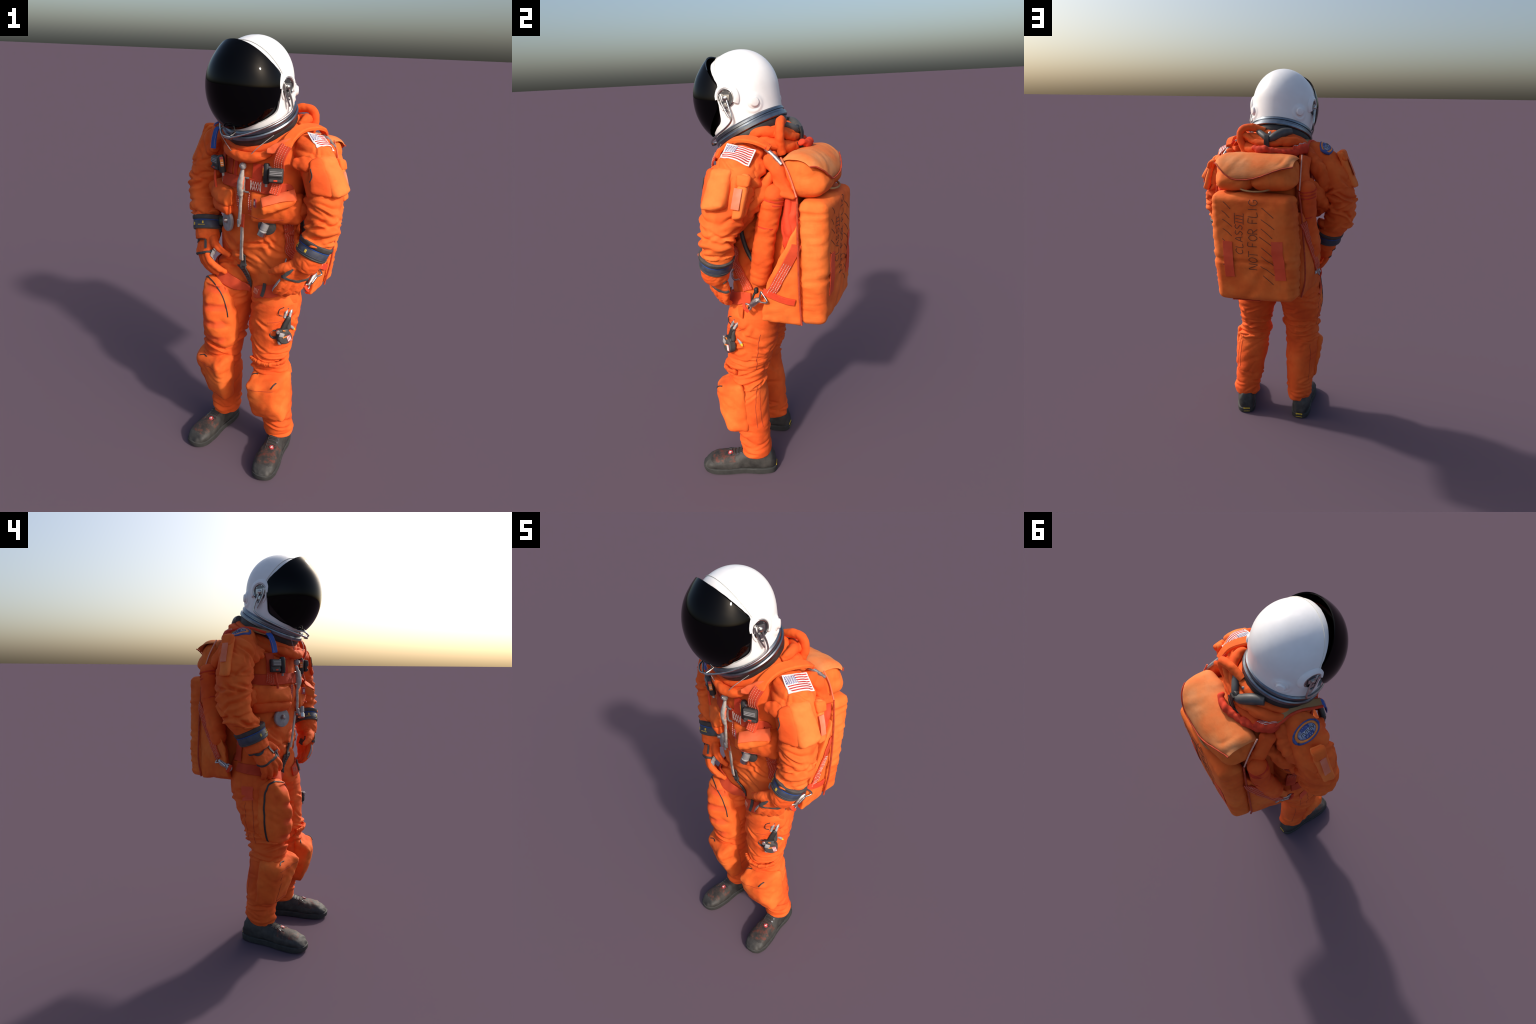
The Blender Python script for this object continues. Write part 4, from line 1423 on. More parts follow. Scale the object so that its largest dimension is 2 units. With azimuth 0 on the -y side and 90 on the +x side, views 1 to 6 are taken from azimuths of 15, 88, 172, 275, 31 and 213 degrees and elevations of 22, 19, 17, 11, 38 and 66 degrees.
# rolled red cloth above the flap
v, f = rounded_tube_geo([(.060, .205, 1.618), (.010, .216, 1.616), (-.050, .196, 1.608), (-.117, .160, 1.600), (-.156, .110, 1.606)], [.012, .017, .015, .016, .020], 16, 50)
me = fix_normals(mesh_of(v, f)); wrinkle(me, .010, (30, 30, 30), 3.0); add("rolled_strap", me, M['redcloth'], PACK)
v, f = rounded_tube_geo([(-.120, .150, 1.602), (-.150, .120, 1.612), (-.165, .085, 1.615), (-.160, .060, 1.612)], [.014, .024, .026, .018], 16, 30)
me = fix_normals(mesh_of(v, f)); wrinkle(me, .012, (50, 20, 20), 1.0); add("rolled_strap", me, M['redcloth'], PACK)
T_ROLL = bvh(bpy.data.objects['rolled_strap.001'])
parts = []
for k in range(5):
    line = []
    for t in np.linspace(0, 1, 9):
        h = T_ROLL.ray_cast(V((-.128 - .026 * t - .007 * k, .138 - .070 * t - .004 * k, 1.8)), V((0, 0, -1)))
        if h[0] is not None: line.append(h[0] + V((0, 0, .0008)))
    if len(line) > 3: parts.append((*tube_geo(line, .0010, 5, 20), 0))
if parts: add("roll_stitching", merge(parts), M['thread'], PACK, True, "stuff")

# ================================================================ collar and hoses
def collar_roll(name, pts, rad, seed, mat='suit', amp=.006):
    v, f = tube_geo(pts, rad, 20, 90)
    me = fix_normals(mesh_of(v, f)); wrinkle(me, amp, (16, 16, 24), seed)
    return add(name, me, M[mat])


def ring_pt(deg, r, h, sy=1.0):
    """Point around the neck ring: 0 = wearer's left, -90 = front."""
    a = math.radians(deg)
    return RING_C + V((r * math.cos(a), r * math.sin(a) * sy * math.cos(TILT), r * math.sin(a) * sy * math.sin(TILT))) + RING_N * h


collar_roll("collar", [ring_pt(d, .150, -.052) for d in range(-180, 180, 20)] + [ring_pt(180, .150, -.052)], [.020] * 19, 1.0)
collar_roll("collar", [ring_pt(d, .154 if d < 0 else .140, -.078) for d in range(-200, 21, 20)], [.014] + [.026] * 10 + [.014], 2.0)
collar_roll("collar", [(-.115, -.128, 1.550), (-.06, -.168, 1.532), (0, -.182, 1.524), (.05, -.182, 1.522), (.10, -.165, 1.530), (.145, -.130, 1.548)], [.012, .020, .022, .022, .020, .012], 3.0)
# standing neck flaps at the back
collar_roll("collar", [(.165, .020, 1.655), (.168, .060, 1.672), (.130, .110, 1.668), (.070, .135, 1.660), (0, .142, 1.652), (-.070, .128, 1.650), (-.125, .100, 1.648), (-.155, .050, 1.635), (-.160, .0, 1.62)], [.012, .020, .022, .022, .024, .024, .024, .018, .010], 4.0)
collar_roll("collar", [(.165, .0, 1.625), (.172, .06, 1.63), (.140, .120, 1.620), (.070, .150, 1.605), (0, .155, 1.600), (-.080, .145, 1.600), (-.140, .105, 1.600), (-.165, .045, 1.595)], [.014, .024, .026, .026, .026, .026, .024, .012], 5.0)

# hose looping up behind the left ear, and its fitting
HOSE = tube("neck_hose", [(.126, .140, 1.585), (.144, .142, 1.622), (.155, .146, 1.664), (.150, .146, 1.694), (.128, .140, 1.710), (.095, .130, 1.712), (.060, .120, 1.704), (.034, .113, 1.696)], [.019, .019, .0185, .018, .0185, .019, .0175, .0165], M['suit'], None, 18, 70)
wrinkle(HOSE.data, .003, (30, 30, 40), 2.0)
tube("hose_fitting", [(.036, .113, 1.695), (.018, .112, 1.690)], .010, M['brass'], HOSE, 12, 6)
lathe("hose_valve", [(0, 0), (.011, 0), (.012, .010), (.008, .016), (0, .016)], (.016, .113, 1.688), (-.9, .3, .1), M['steel'], HOSE, 16)
lathe("hose_valve", [(0, 0), (.009, 0), (.009, .010), (.006, .013), (0, .013)], (.004, .120, 1.685), (-.3, .9, .3), M['hook'], HOSE, 16)
h2 = tube("neck_hose", [(.112, .118, 1.640), (.138, .128, 1.662), (.134, .138, 1.676), (.108, .146, 1.664), (.078, .152, 1.648), (.030, .160, 1.640), (-.030, .155, 1.640), (-.080, .135, 1.648)], [.014, .016, .016, .016, .017, .017, .016, .012], M['suit'], None, 16, 60)
wrinkle(h2.data, .003, (30, 30, 40), 3.0)
# grey rubber vee behind the neck
tube("rubber_hose", [(.072, .118, 1.700), (.052, .136, 1.688), (.018, .156, 1.672), (.002, .164, 1.662)], [.012, .015, .016, .014], M['hose'], None, 16, 30)
tube("rubber_hose", [(-.006, .166, 1.660), (-.030, .152, 1.672), (-.062, .118, 1.690), (-.094, .084, 1.696)], [.015, .021, .023, .018], M['hose'], None, 16, 30)
strap("hose_strap", [(.0, .176, 1.678), (.0, .182, 1.655), (-.002, .180, 1.625), (-.002, .182, 1.600)], .026, .006, M['black'], None, normal=(0, 1, .2))
lathe("hose_joint", disc_profile(.020, .016), (-.002, .160, 1.664), (0, .8, .5), M['black'], None, 18)
strap("hose_strap", [(.045, .176, 1.607), (0, .186, 1.603), (-.05, .176, 1.600)], .022, .005, M['black'], None, normal=(0, 1, .2))

# =================================================================== harness
# shoulder straps
padL = [(.222, .128, 1.612), (.232, .080, 1.640), (.224, .020, 1.648), (.212, -.040, 1.638), (.205, -.090, 1.606), (.208, -.116, 1.578)]
strap("shoulder_pad", padL, [.034, .044, .050, .050, .048, .044], .014, M['pocket'], None, None, normal=(.25, 0, 1), n=40)
tube("silver_tube", [(.224, .112, 1.616), (.232, .150, 1.588), (.240, .186, 1.556)], .009, M['hook'], None, 12, 16)
strap("shoulder_cuff", [(.224, .096, 1.632), (.224, .122, 1.618)], .040, .012, M['redcloth'], None, normal=(.2, .4, 1))
padR = [(-.160, .100, 1.618), (-.158, .055, 1.630), (-.150, .010, 1.638), (-.152, -.040, 1.636), (-.160, -.090, 1.622), (-.166, -.130, 1.612)]
strap("shoulder_pad", padR, [.040, .046, .048, .046, .044, .038], .014, M['tan'], None, None, normal=(-.2, 0, 1), n=40)
tube("pad_edge", [(p[0] + .022, p[1], p[2] + .012) for p in padR], .006, M['redcloth'], None, 8, 30)
tube("pad_edge", [(p[0] - .022, p[1], p[2] + .008) for p in padR], .006, M['redcloth'], None, 8, 30)
strap("blue_strap", [(-.166, -.118, 1.622), (-.168, -.142, 1.606), (-.165, -.158, 1.570), (-.162, -.166, 1.527)], .036, .004, M['blue'], None, None, normal=(-.2, -1, .2))
stitch_rows("blue_stitching", [(-.168, -.147, 1.602), (-.165, -.163, 1.566), (-.162, -.171, 1.532)], .036, (-.8, .8), M['rose'], None, None, .003, .003, .002, (-.2, -1, .2), r=.0006)
# puffy shoulder flap ending in a finger on the left chest
pillow("shoulder_flap", [(.148, -.172, 1.552), (.180, -.150, 1.552), (.165, -.130, 1.556), (.215, -.110, 1.575), (.150, -.172, 1.572), (.185, -.140, 1.592), (.175, -.120, 1.600), (.235, -.080, 1.625)], M['coral'], .012, 16, (.003, .003, .006), .004, (20, 20, 20), 2.0)

chest = [('L', 1), ('R', -1)]
strapL = [(.212, -.118, 1.588), (.208, -.140, 1.556), (.199, -.144, 1.522), (.193, -.134, 1.490), (.190, -.136, 1.430), (.187, -.152, 1.385)]
strap("chest_strap", strapL, .045, .005, M['red'], None, None, 0, 40, (.42, -.9, .08))
stitch_rows("strap_stitching", strapL[:4], .045, (-.55, -.05, .35, .75), M['rose'], None, None, .0062, .004, .004, (.42, -.9, .08))
stitch_rows("strap_stitching", strapL[4:], .045, (-.55, -.05, .35, .75), M['rose'], None, None, .0062, .004, .004, (.42, -.9, .08))
strapR = [(-.164, -.160, 1.545), (-.158, -.158, 1.515), (-.150, -.155, 1.465), (-.150, -.155, 1.425), (-.160, -.150, 1.375)]
strap("chest_strap", strapR, .044, .005, M['red'], None, S_TORSO, .004)
stitch_rows("strap_stitching", strapR[3:], .044, (-.7, -.2, .3, .8), M['rose'], None, S_TORSO, .0105, .005, .003)
# broad chest band with zigzag thread
bandP = [(.235, -.050, 1.405), (.190, -.110, 1.402), (.120, -.145, 1.404), (.040, -.158, 1.405), (-.040, -.158, 1.403), (-.120, -.140, 1.400), (-.170, -.095, 1.398), (-.190, -.04, 1.40)]
strap("chest_band", bandP, .054, .005, M['red'], None, S_TORSO, .003, 60)


def chest_hit(x, z, lift):
    h = S_TORSO.ray_cast(V((x, -.6, z)), V((0, 1, 0)))
    return (h[0] + V((0, -lift, 0))) if h[0] is not None else V((x, -.16, z))


parts = []
zz = []
for k, (a, b) in enumerate(((0, 1), (.5, 0), (1, 1))):
    pass
for ph in (0, 1):
    pts = [(.070 + .048 * i / 4, 1.386 if (i + ph) % 2 else 1.424) for i in range(5)]
    for (x0, q0), (x1, q1) in zip(pts, pts[1:]):
        v, f = tube_geo([chest_hit(x0, q0, .0105), chest_hit((x0 + x1) / 2, (q0 + q1) / 2, .0105), chest_hit(x1, q1, .0105)], .0010, 5, 6); parts.append((v, f, 0))
for x in (.070, .120):
    v, f = tube_geo([chest_hit(x, 1.384, .0105), chest_hit(x, 1.405, .0105), chest_hit(x, 1.426, .0105)], .0016, 5, 6); parts.append((v, f, 0))
add("band_stitching", merge(parts), M['thread'], None, True, "stuff")
# red inner placket panels and orange strips
for x, w, m in ((.095, .050, 'redcloth'), (-.075, .036, 'red'), (-.030, .020, 'redcloth')):
    strap("chest_panel", [(x, -.16, 1.500), (x, -.16, 1.465), (x, -.16, 1.430)], w, .004, M[m], None, S_TORSO, .002, 16)
for x in (.005, .072):
    strap("placket", [(x, -.17, 1.372), (x, -.17, 1.33), (x, -.165, 1.285)], .026, .004, M['red'], None, S_TORSO, .002, 16)
    stitch_rows("placket_stitching", [(x, -.17, 1.372), (x, -.17, 1.33), (x, -.165, 1.290)], .020, (-.6, .6), M['thread'], None, S_TORSO, .0075, .006, .004)
tube("band_clip", [(.030, -.172, 1.434), (.048, -.176, 1.434), (.062, -.170, 1.434)], .0045, M['hook'], None, 8, 10)
tube("band_clip", [(.030, -.176, 1.374), (.050, -.178, 1.374), (.064, -.172, 1.374)], .0045, M['hook'], None, 8, 10)
tube("band_clip", [(.042, -.174, 1.434), (.042, -.178, 1.405), (.044, -.178, 1.374)], .004, M['hook'], None, 8, 10)


# black release buckles with their inflator cylinders
def buckle(c, nrm, cyl_top, cyl_bot, face):
    n = V(nrm).normalized(); up = V((0, 0, 1)); lx = up.cross(n).normalized() * -1; up = n.cross(lx) * -1 if n.cross(lx).z < 0 else n.cross(lx)
    c = V(c)
    b = box("buckle", c, (.062, .018, .062), (lx, n, up), M['black'], None, .3)
    box("buckle_top", c + n * .010 + up * .012, (.058, .012, .032), (lx, n, up), M['hose'], b, .3)
    for k in (0, .007, .013):
        box("buckle_ridge", c + n * .0165 + up * (.004 + k), (.050, .003, .003), (lx, n, up), M['greyplastic'], b)
    box("buckle_lip", c + n * .009 - up * .021, (.054, .010, .012), (lx, n, up), M['charcoal'], b, .3)
    box("buckle_button", c + n * .0125 - up * .020, (.016, .006, .006), (lx, n, up), M['redcloth'], b)
    t, q = V(cyl_top), V(cyl_bot)
    ax = (t - q)
    cy = lathe("cylinder", [(0, 0), (.012, 0), (.0145, .004), (.0145, ax.length - .010), (.010, ax.length), (0, ax.length)], q, ax, M['black'], b, 24)
    a = ax.normalized(); fdir = V(face); fdir = (fdir - a * a.dot(fdir)).normalized()
    s = fdir.cross(a)
    m = (t + q) / 2
    box("cylinder_label", m + fdir * .0145 + a * .010, (.015, .003, .040), (s, fdir, a), M['orangelabel'], b)
    box("cylinder_label", m + fdir * .0148 + a * .026, (.015, .003, .011), (s, fdir, a), M['redlabel'], b)
    for k in (.000, .008):
        box("cylinder_label", m + fdir * .0152 - a * (k - .006), (.011, .003, .0026), (s, fdir, a), M['whitelabel'], b)
    lathe("cylinder_tip", [(0, 0), (.006, 0), (.006, .018), (0, .018)], q - a * .014, a, M['greyplastic'], b, 14)
    lathe("cylinder_cap", [(0, 0), (.006, 0), (.006, .010), (0, .010)], t - a * .014 + (c - m).normalized() * .014, (c - m), M['hook'], b, 12)


buckle((.192, -.150, 1.466), (.55, -.83, .08), (.140, -.150, 1.508), (.143, -.152, 1.424), (-.8, -.6, 0))
buckle((-.147, -.160, 1.466), (-.28, -.95, .08), (-.106, -.176, 1.508), (-.094, -.172, 1.432), (.75, -.65, 0))
tube("pull_strap", [(-.150, -.165, 1.432), (-.148, -.168, 1.400), (-.140, -.172, 1.372), (-.138, -.172, 1.358)], .006, M['red'], None, 8, 16)

# zip pull hanging down the front with its grey leader
zp = [(.033, -.180, 1.466), (.036, -.192, 1.430), (.037, -.197, 1.397), (.036, -.194, 1.365), (.034, -.189, 1.340), (.034, -.190, 1.290), (.033, -.191, 1.245)]
ZIP = tube("zip_leader", zp, [.008, .015, .017, .014, .009, .0085, .0095], M['zip'], None, 12, 60, flat=.65, up=(0, -1, 0))
wrinkle(ZIP.data, .003, (60, 60, 30), 2.0)
lathe("zip_knob", [(0, 0), (.008, 0), (.0135, .006), (.015, .016), (.012, .024), (.005, .029), (0, .030)], (.034, -.180, 1.470), (.02, -.1, 1), M['greyplastic'], ZIP, 22)
lathe("zip_knob_disc", disc_profile(.0075, .005), (.034, -.193, 1.486), (-.1, -1, .1), M['hook'], ZIP, 18)
box("zip_slider", (.034, -.195, 1.238), (.017, .014, .026), ((1, 0, 0), (0, 1, 0), (0, 0, 1)), M['greyplastic'], ZIP, .3)
lathe("zip_tip", [(0, 0), (.007, 0), (.006, .014), (0, .016)], (.036, -.199, 1.232), (.1, -.2, -1), M['hook'], ZIP, 12)
strap("zip_tag", [(.046, -.188, 1.440), (.050, -.197, 1.415), (.050, -.200, 1.390)], .012, .002, M['pink'], ZIP, normal=(.5, -.85, 0))
strap("zip_back", [(.046, -.184, 1.275), (.046, -.186, 1.240), (.044, -.184, 1.215)], .020, .003, M['red'], ZIP, normal=(0, -1, 0))
strap("zip_cord", [(.036, -.178, 1.235), (.035, -.174, 1.200), (.032, -.170, 1.150), (.028, -.166, 1.10), (.024, -.160, 1.048)], [.016, .016, .018, .017, .022], .006, M['zip'], None, normal=(0, -1, 0), n=40)
strap("zip_tail", [(.026, -.166, 1.060), (.026, -.160, 1.030), (.026, -.155, 1.005)], [.020, .026, .044], .005, M['charcoal'], None, S_TORSO, .003, 16)
strap("zip_tail", [(.012, -.155, 1.010), (.016, -.150, .985), (.028, -.140, .955), (.036, -.125, .925), (.038, -.11, .895)], [.058, .052, .036, .022, .010], .005, M['charcoal'], None, S_TORSO, .003, 24)
for k in range(7):
    z = 1.0 - .014 * k
    p = chest_hit(.022 + .002 * k, z, .010)
    box("zip_tooth", p, (.018 - .001 * k, .005, .005), ((1, 0, .4), (0, 1, 0), (-.4, 0, 1)), M['hose'], None)
# thin lanyards from neck ring to zip knob
tube("lanyard", [(.152, -.128, 1.622), (.110, -.178, 1.570), (.070, -.190, 1.525), (.040, -.186, 1.500)], .0014, M['greyplastic'], None, 6, 20)
tube("lanyard", [(-.075, -.205, 1.600), (-.040, -.200, 1.560), (0, -.192, 1.520), (.028, -.186, 1.500)], .0014, M['greyplastic'], None, 6, 20)

# chest pouches
PL_ = pillow("chest_pouch", [(.090, -.184, 1.246), (.292, -.090, 1.262), (.095, -.110, 1.250), (.250, .000, 1.262), (.066, -.168, 1.378), (.284, -.085, 1.380), (.075, -.110, 1.378), (.240, -.010, 1.380)], M['pocket'], .016, 26, (.004, .026, .006), .006, (16, 16, 20), 3.0)
tube("pouch_seam", [(.088, -.197, 1.285), (.14, -.190, 1.276), (.20, -.158, 1.278), (.262, -.104, 1.285)], .0016, M['seam'], PL_, 6, 30)
pp = pillow("pouch_lid", [(.176, -.212, 1.300), (.276, -.126, 1.350), (.132, -.160, 1.320), (.250, -.090, 1.360), (.184, -.220, 1.332), (.284, -.122, 1.372), (.134, -.180, 1.368), (.258, -.092, 1.404)], M['pocket'], .010, 22, (.002, .004, .004), .004, (26, 26, 26), 5.0, PL_)
TPP = bvh(pp)
v, f = strap_geo([(.160, -.204, 1.356), (.21, -.156, 1.376), (.270, -.104, 1.394)], .054, .003, TPP, .001, 26, None, .06)
add("lid_panel", fix_normals(mesh_of(v, f)), M['coral'], pp)
box("pouch_label", (.113, -.1845, 1.338), (.022, .005, .036), ((.9, -.42, 0), (.42, .9, 0), (0, 0, 1)), M['redlabel'], PL_)
box("pouch_label_mark", (.1125, -.187, 1.338), (.007, .004, .016), ((.9, -.42, 0), (.42, .9, 0), (0, 0, 1)), M['whitelabel'], PL_)

PR_ = pillow("chest_pouch", [(-.240, -.105, 1.282), (-.038, -.212, 1.285), (-.206, -.02, 1.282), (-.040, -.110, 1.285), (-.236, -.095, 1.372), (-.028, -.186, 1.366), (-.196, -.03, 1.372), (-.032, -.110, 1.366)], M['pocket'], .020, 26, (.003, .030, .006), .006, (16, 16, 20), 8.0)
pillow("chest_pouch", [(-.228, -.095, 1.238), (-.046, -.196, 1.246), (-.200, -.02, 1.238), (-.045, -.110, 1.246), (-.236, -.098, 1.300), (-.038, -.208, 1.296), (-.198, -.02, 1.300), (-.04, -.110, 1.296)], M['suit'], .016, 22, (.003, .026, .004), .005, (16, 16, 20), 9.0)

# suit connectors: grey disc on the right, hose fittings on the left, green knob
lathe("suit_port", [(0, .006), (.012, .006), (.016, .010), (.044, .008), (.047, .004), (.046, -.006), (0, -.006)], (-.070, -.158, 1.209), (-.35, -.93, .05), M['greyplastic'], None, 44)
lathe("port_valve", [(0, 0), (.013, 0), (.011, .008), (.008, .018), (0, .019)], (-.072, -.162, 1.214), (-.35, -.93, .05), M['hook'], None, 18)
lathe("suit_port", [(0, 0), (.040, 0), (.040, .006), (.034, .010), (0, .010)], (.150, -.140, 1.236), (.45, -.88, -.1), M['charcoal'], None, 36)
lathe("port_connector", [(0, 0), (.017, 0), (.017, .028), (.0155, .030), (.0155, .034), (.0175, .036), (.018, .056), (.012, .060), (0, .060)], (.152, -.152, 1.250), (-.28, -.2, -.95), M['greyplastic'], None, 28)
lathe("port_connector_end", [(0, 0), (.0182, 0), (.0186, .020), (.012, .024), (0, .024)], (.142, -.160, 1.214), (-.28, -.2, -.95), M['steel'], None, 28)
lathe("green_knob", [(0, 0), (.018, .002), (.024, .012), (.020, .024), (0, .028)], (-.168, -.085, 1.172), (-.6, -.7, 0), M['green'], None, 24)
tube("black_fitting", [(-.185, -.07, 1.13), (-.197, -.085, 1.11), (-.200, -.09, 1.085)], .010, M['black'], None, 10, 12)

# waist harness
belt = [(-.256, .020, .975), (-.238, -.060, .965), (-.190, -.120, .950), (-.130, -.150, .935), (-.075, -.155, .915), (-.02, -.140, .895), (.03, -.12, .885)]
strap("leg_strap", belt, [.045, .05, .055, .060, .062, .056, .03], .007, M['red'], None, S_TORSO, .004, 50)
beltL = [(.262, .02, .960), (.262, -.04, .958), (.235, -.105, .950), (.190, -.150, .940), (.150, -.160, .928), (.105, -.165, .910), (.085, -.160, .900)]
strap("leg_strap", beltL, [.050, .055, .058, .058, .058, .056, .050], .007, M['red'], None, S_TORSO, .004, 50)
strap("strap_keeper", [(.158, -.172, .965), (.156, -.176, .935), (.150, -.172, .903)], .016, .005, M['charcoal'], None, S_TORSO, .0125, 14)
parts = []
for k in range(4):
    v, f = tube_geo([chest_hit(.094 + .008 * k, .900, .014), chest_hit(.096 + .008 * k, .925, .014)], .0012, 5, 4); parts.append((v, f, 0))
add("strap_stitching", merge(parts), M['rose'], None, True, "stuff")
# side straps from chest pouch down to the hip
sl = [(.225, -.085, 1.25), (.235, -.070, 1.19), (.240, -.055, 1.12), (.243, -.030, 1.06), (.250, .00, 1.0)]
strap("side_strap", sl, .044, .005, M['red'], None, S_TORSO, .003, 40)
stitch_rows("strap_stitching", sl, .044, (-.7, -.25, .25, .7), M['rose'], None, S_TORSO, .0095, .004, .003)
tube("side_buckle", [(.215, -.075, 1.085), (.222, -.085, 1.060), (.245, -.060, 1.045), (.255, -.030, 1.055)], .004, M['hook'], None, 8, 20)
sr = [(-.205, -.02, 1.22), (-.212, .0, 1.14), (-.215, .01, 1.07), (-.225, .02, 1.00)]
strap("side_strap", sr, .050, .005, M['red'], None, S_TORSO, .003, 40)
stitch_rows("strap_stitching", sr[1:3], .050, (-.7, -.2, .3, .7), M['rose'], None, S_TORSO, .0095, .004, .003)
tube("black_hose", [(.225, -.02, 1.33), (.238, -.012, 1.26), (.242, .010, 1.19), (.245, .045, 1.13), (.25, .075, 1.08)], .010, M['black'], None, 12, 40)

# lifting straps with thread rows, anchor bars, snap hooks
T_SKL, T_SKR = bvh(SKIRT_L, PACK), bvh(SKIRT_R, PACK)
for T, pts, tail in ((T_SKL, [(.256, .250, 1.235), (.268, .205, 1.15), (.278, .155, 1.060), (.280, .125, 1.010)], 1), (T_SKR, [(-.222, .250, 1.275), (-.236, .200, 1.175), (-.252, .140, 1.075), (-.258, .100, 1.002)], -1)):
    strap("lift_strap", pts, .042, .005, M['red'], PACK, T, .001, 40, (tail, 0, 0), .06)
    stitch_rows("strap_stitching", pts[1:] if tail > 0 else pts, .042, (-.75, -.3, .2, .7), M['thread'] if tail > 0 else M['rose'], PACK, T, .0068, .005, .003, (tail, 0, 0), .06)
strap("anchor_bar", [(.276, .085, 1.030), (.276, .125, 1.010), (.264, .175, .985), (.245, .222, .970)], .030, .006, M['redcloth'], PACK, T_SKL, .004, 30, (1, 0, 0), .06)


def snap_hook(ptop, pmid, pend, outw, k):
    a, b, c = V(ptop), V(pmid), V(pend); o = V(outw)
    d = (c - a).normalized(); s = d.cross(o).normalized()
    g = tube("snap_hook", [b + d * -.032, b + d * -.010 + s * .004, b + d * .016, b + d * .036], [.010, .014, .013, .008], M['hook'], None, 14, 20, flat=.6, up=o)
    tube("hook_bail", [a + s * .026, a + d * .024 + s * .006, b - d * .024, a + d * .030 - s * .012, a - s * .026, a + s * .026], .0042, M['steel'], g, 8, 50)
    tube("hook_gate", [b + d * .030, c - d * .010 + s * .014, c + d * .004 + s * .012, c + d * .012, c + d * .004 - s * .014, c - d * .018 - s * .012, b + d * .030], .0048, M['hook'], g, 8, 50)
    box("hook_spine", b + o * .009, (.044, .010, .010), (d, o, s), M['steel'], g, .3)
    strap("hook_tab", [c - s * .020 + o * .002, c + d * .004 + o * .006, c + s * .022 + o * .002], .016, .006, M['redcloth'], g, normal=o)
    return g


snap_hook((.282, .098, 1.000), (.279, .052, .965), (.276, .008, .934), (1, -.1, .1), 1)
snap_hook((-.252, .108, 1.000), (-.254, .072, .978), (-.254, .035, .958), (-1, -.1, .1), -1)
tube("black_toggle", [(.262, .052, 1.012), (.266, .040, .992), (.266, .030, .960), (.264, .022, .935)], [.006, .005, .004, .004], M['black'], None, 8, 20)
box("toggle_clip", (.272, .058, 1.020), (.020, .016, .026), ((1, 0, 0), (0, 1, 0), (0, 0, 1)), M['black'], None, .3)

# ============================================================ pockets on the legs
TP = pillow("thigh_pocket", [(-.180, -.208, .562), (-.024, -.205, .550), (-.212, -.09, .575), (-.024, -.09, .555), (-.202, -.196, .900), (-.082, -.210, .892), (-.210, -.10, .892), (-.060, -.10, .880)], M['thigh'], .036, 44, (.030, .048, .012), .0, (16, 16, 20), 3.0)
for vt in TP.data.vertices:
    c = vt.co
    if c.y < -.17:
        w = max(0, 1 - abs((c.x + .10) / .085) ** 2)
        k = ((c.z - .606 + .04375) / .0875) % 1.0 - .5
        vt.co = c + V((0, 1, 0)) * (.012 * w * math.exp(-(k / .17) ** 2) * (1 if .59 < c.z < .88 else 0))
TP.data.update(); wrinkle(TP.data, .006, (16, 16, 18), 4.0)
T_TP = bvh(TP)
strap("pocket_zip", [(-.172, -.178, .897), (-.200, -.155, .86), (-.216, -.150, .78), (-.216, -.152, .70), (-.206, -.158, .62), (-.198, -.165, .588)], .009, .003, M['black'], TP, T_TP, .0008, 50)
strap("pocket_zip", [(-.172, -.178, .897), (-.110, -.195, .885), (-.068, -.190, .84), (-.042, -.185, .775), (-.036, -.182, .735)], .005, .003, M['black'], TP, T_TP, .0008, 40)

KR = pillow("shin_pocket", [(-.174, -.180, .234), (-.042, -.190, .232), (-.222, -.100, .236), (-.042, -.110, .232), (-.220, -.236, .462), (-.024, -.262, .482), (-.246, -.130, .498), (-.018, -.130, .520)], M['pocket'], .022, 30, (.008, .014, .006), .009, (13, 13, 16), 5.0)


def stage_block(pts):
    return [stage(*p) for p in pts]


KL = pillow("shin_pocket", stage_block([(.044, -.232, .250), (.206, -.252, .258), (.070, -.175, .250), (.232, -.140, .255), (.016, -.280, .455), (.165, -.290, .482), (.045, -.180, .508), (.226, -.165, .520)]), M['pocket'], .022, 30, (.006, .020, .006), .009, (13, 13, 16), 7.0)
T_KR, T_KL = bvh(KR), bvh(KL)
strap("pocket_zip", [(-.185, -.235, .480), (-.165, -.225, .498), (-.140, -.232, .492)], .005, .003, M['black'], KR, T_KR, .0006, 14)
for pts in ([(-.198, -.24, .440), (-.12, -.27, .448), (-.032, -.27, .458)], [(-.170, -.20, .43), (-.160, -.21, .36), (-.150, -.20, .25)], [(-.150, -.20, .25), (-.10, -.21, .255), (-.05, -.21, .245)]):
    v, f = strap_geo(pts, .0022, .0008, T_KR, .0004, 30, None, .06); add("pocket_seam", fix_normals(mesh_of(v, f)), M['seam'], KR)
strap("pocket_zip", [tuple(stage(*p)) for p in ((.150, -.285, .470), (.160, -.278, .488), (.172, -.262, .496))], .006, .003, M['black'], KL, T_KL, .0006, 14)
strap("pocket_zip", [tuple(stage(*p)) for p in ((.030, -.230, .498), (.050, -.225, .502), (.070, -.225, .503))], .005, .003, M['black'], KL, T_KL, .0006, 14)
v, f = strap_geo([tuple(stage(*p)) for p in ((.024, -.28, .438), (.09, -.29, .446), (.16, -.285, .455))], .0022, .0008, T_KL, .0004, 30, None, .06); add("pocket_seam", fix_normals(mesh_of(v, f)), M['seam'], KL)
strap("hip_patch", [(-.235, -.060, .872), (-.238, -.062, .840), (-.236, -.066, .802)], .062, .0012, M['tape'], None, S_TORSO, .0008, 24)
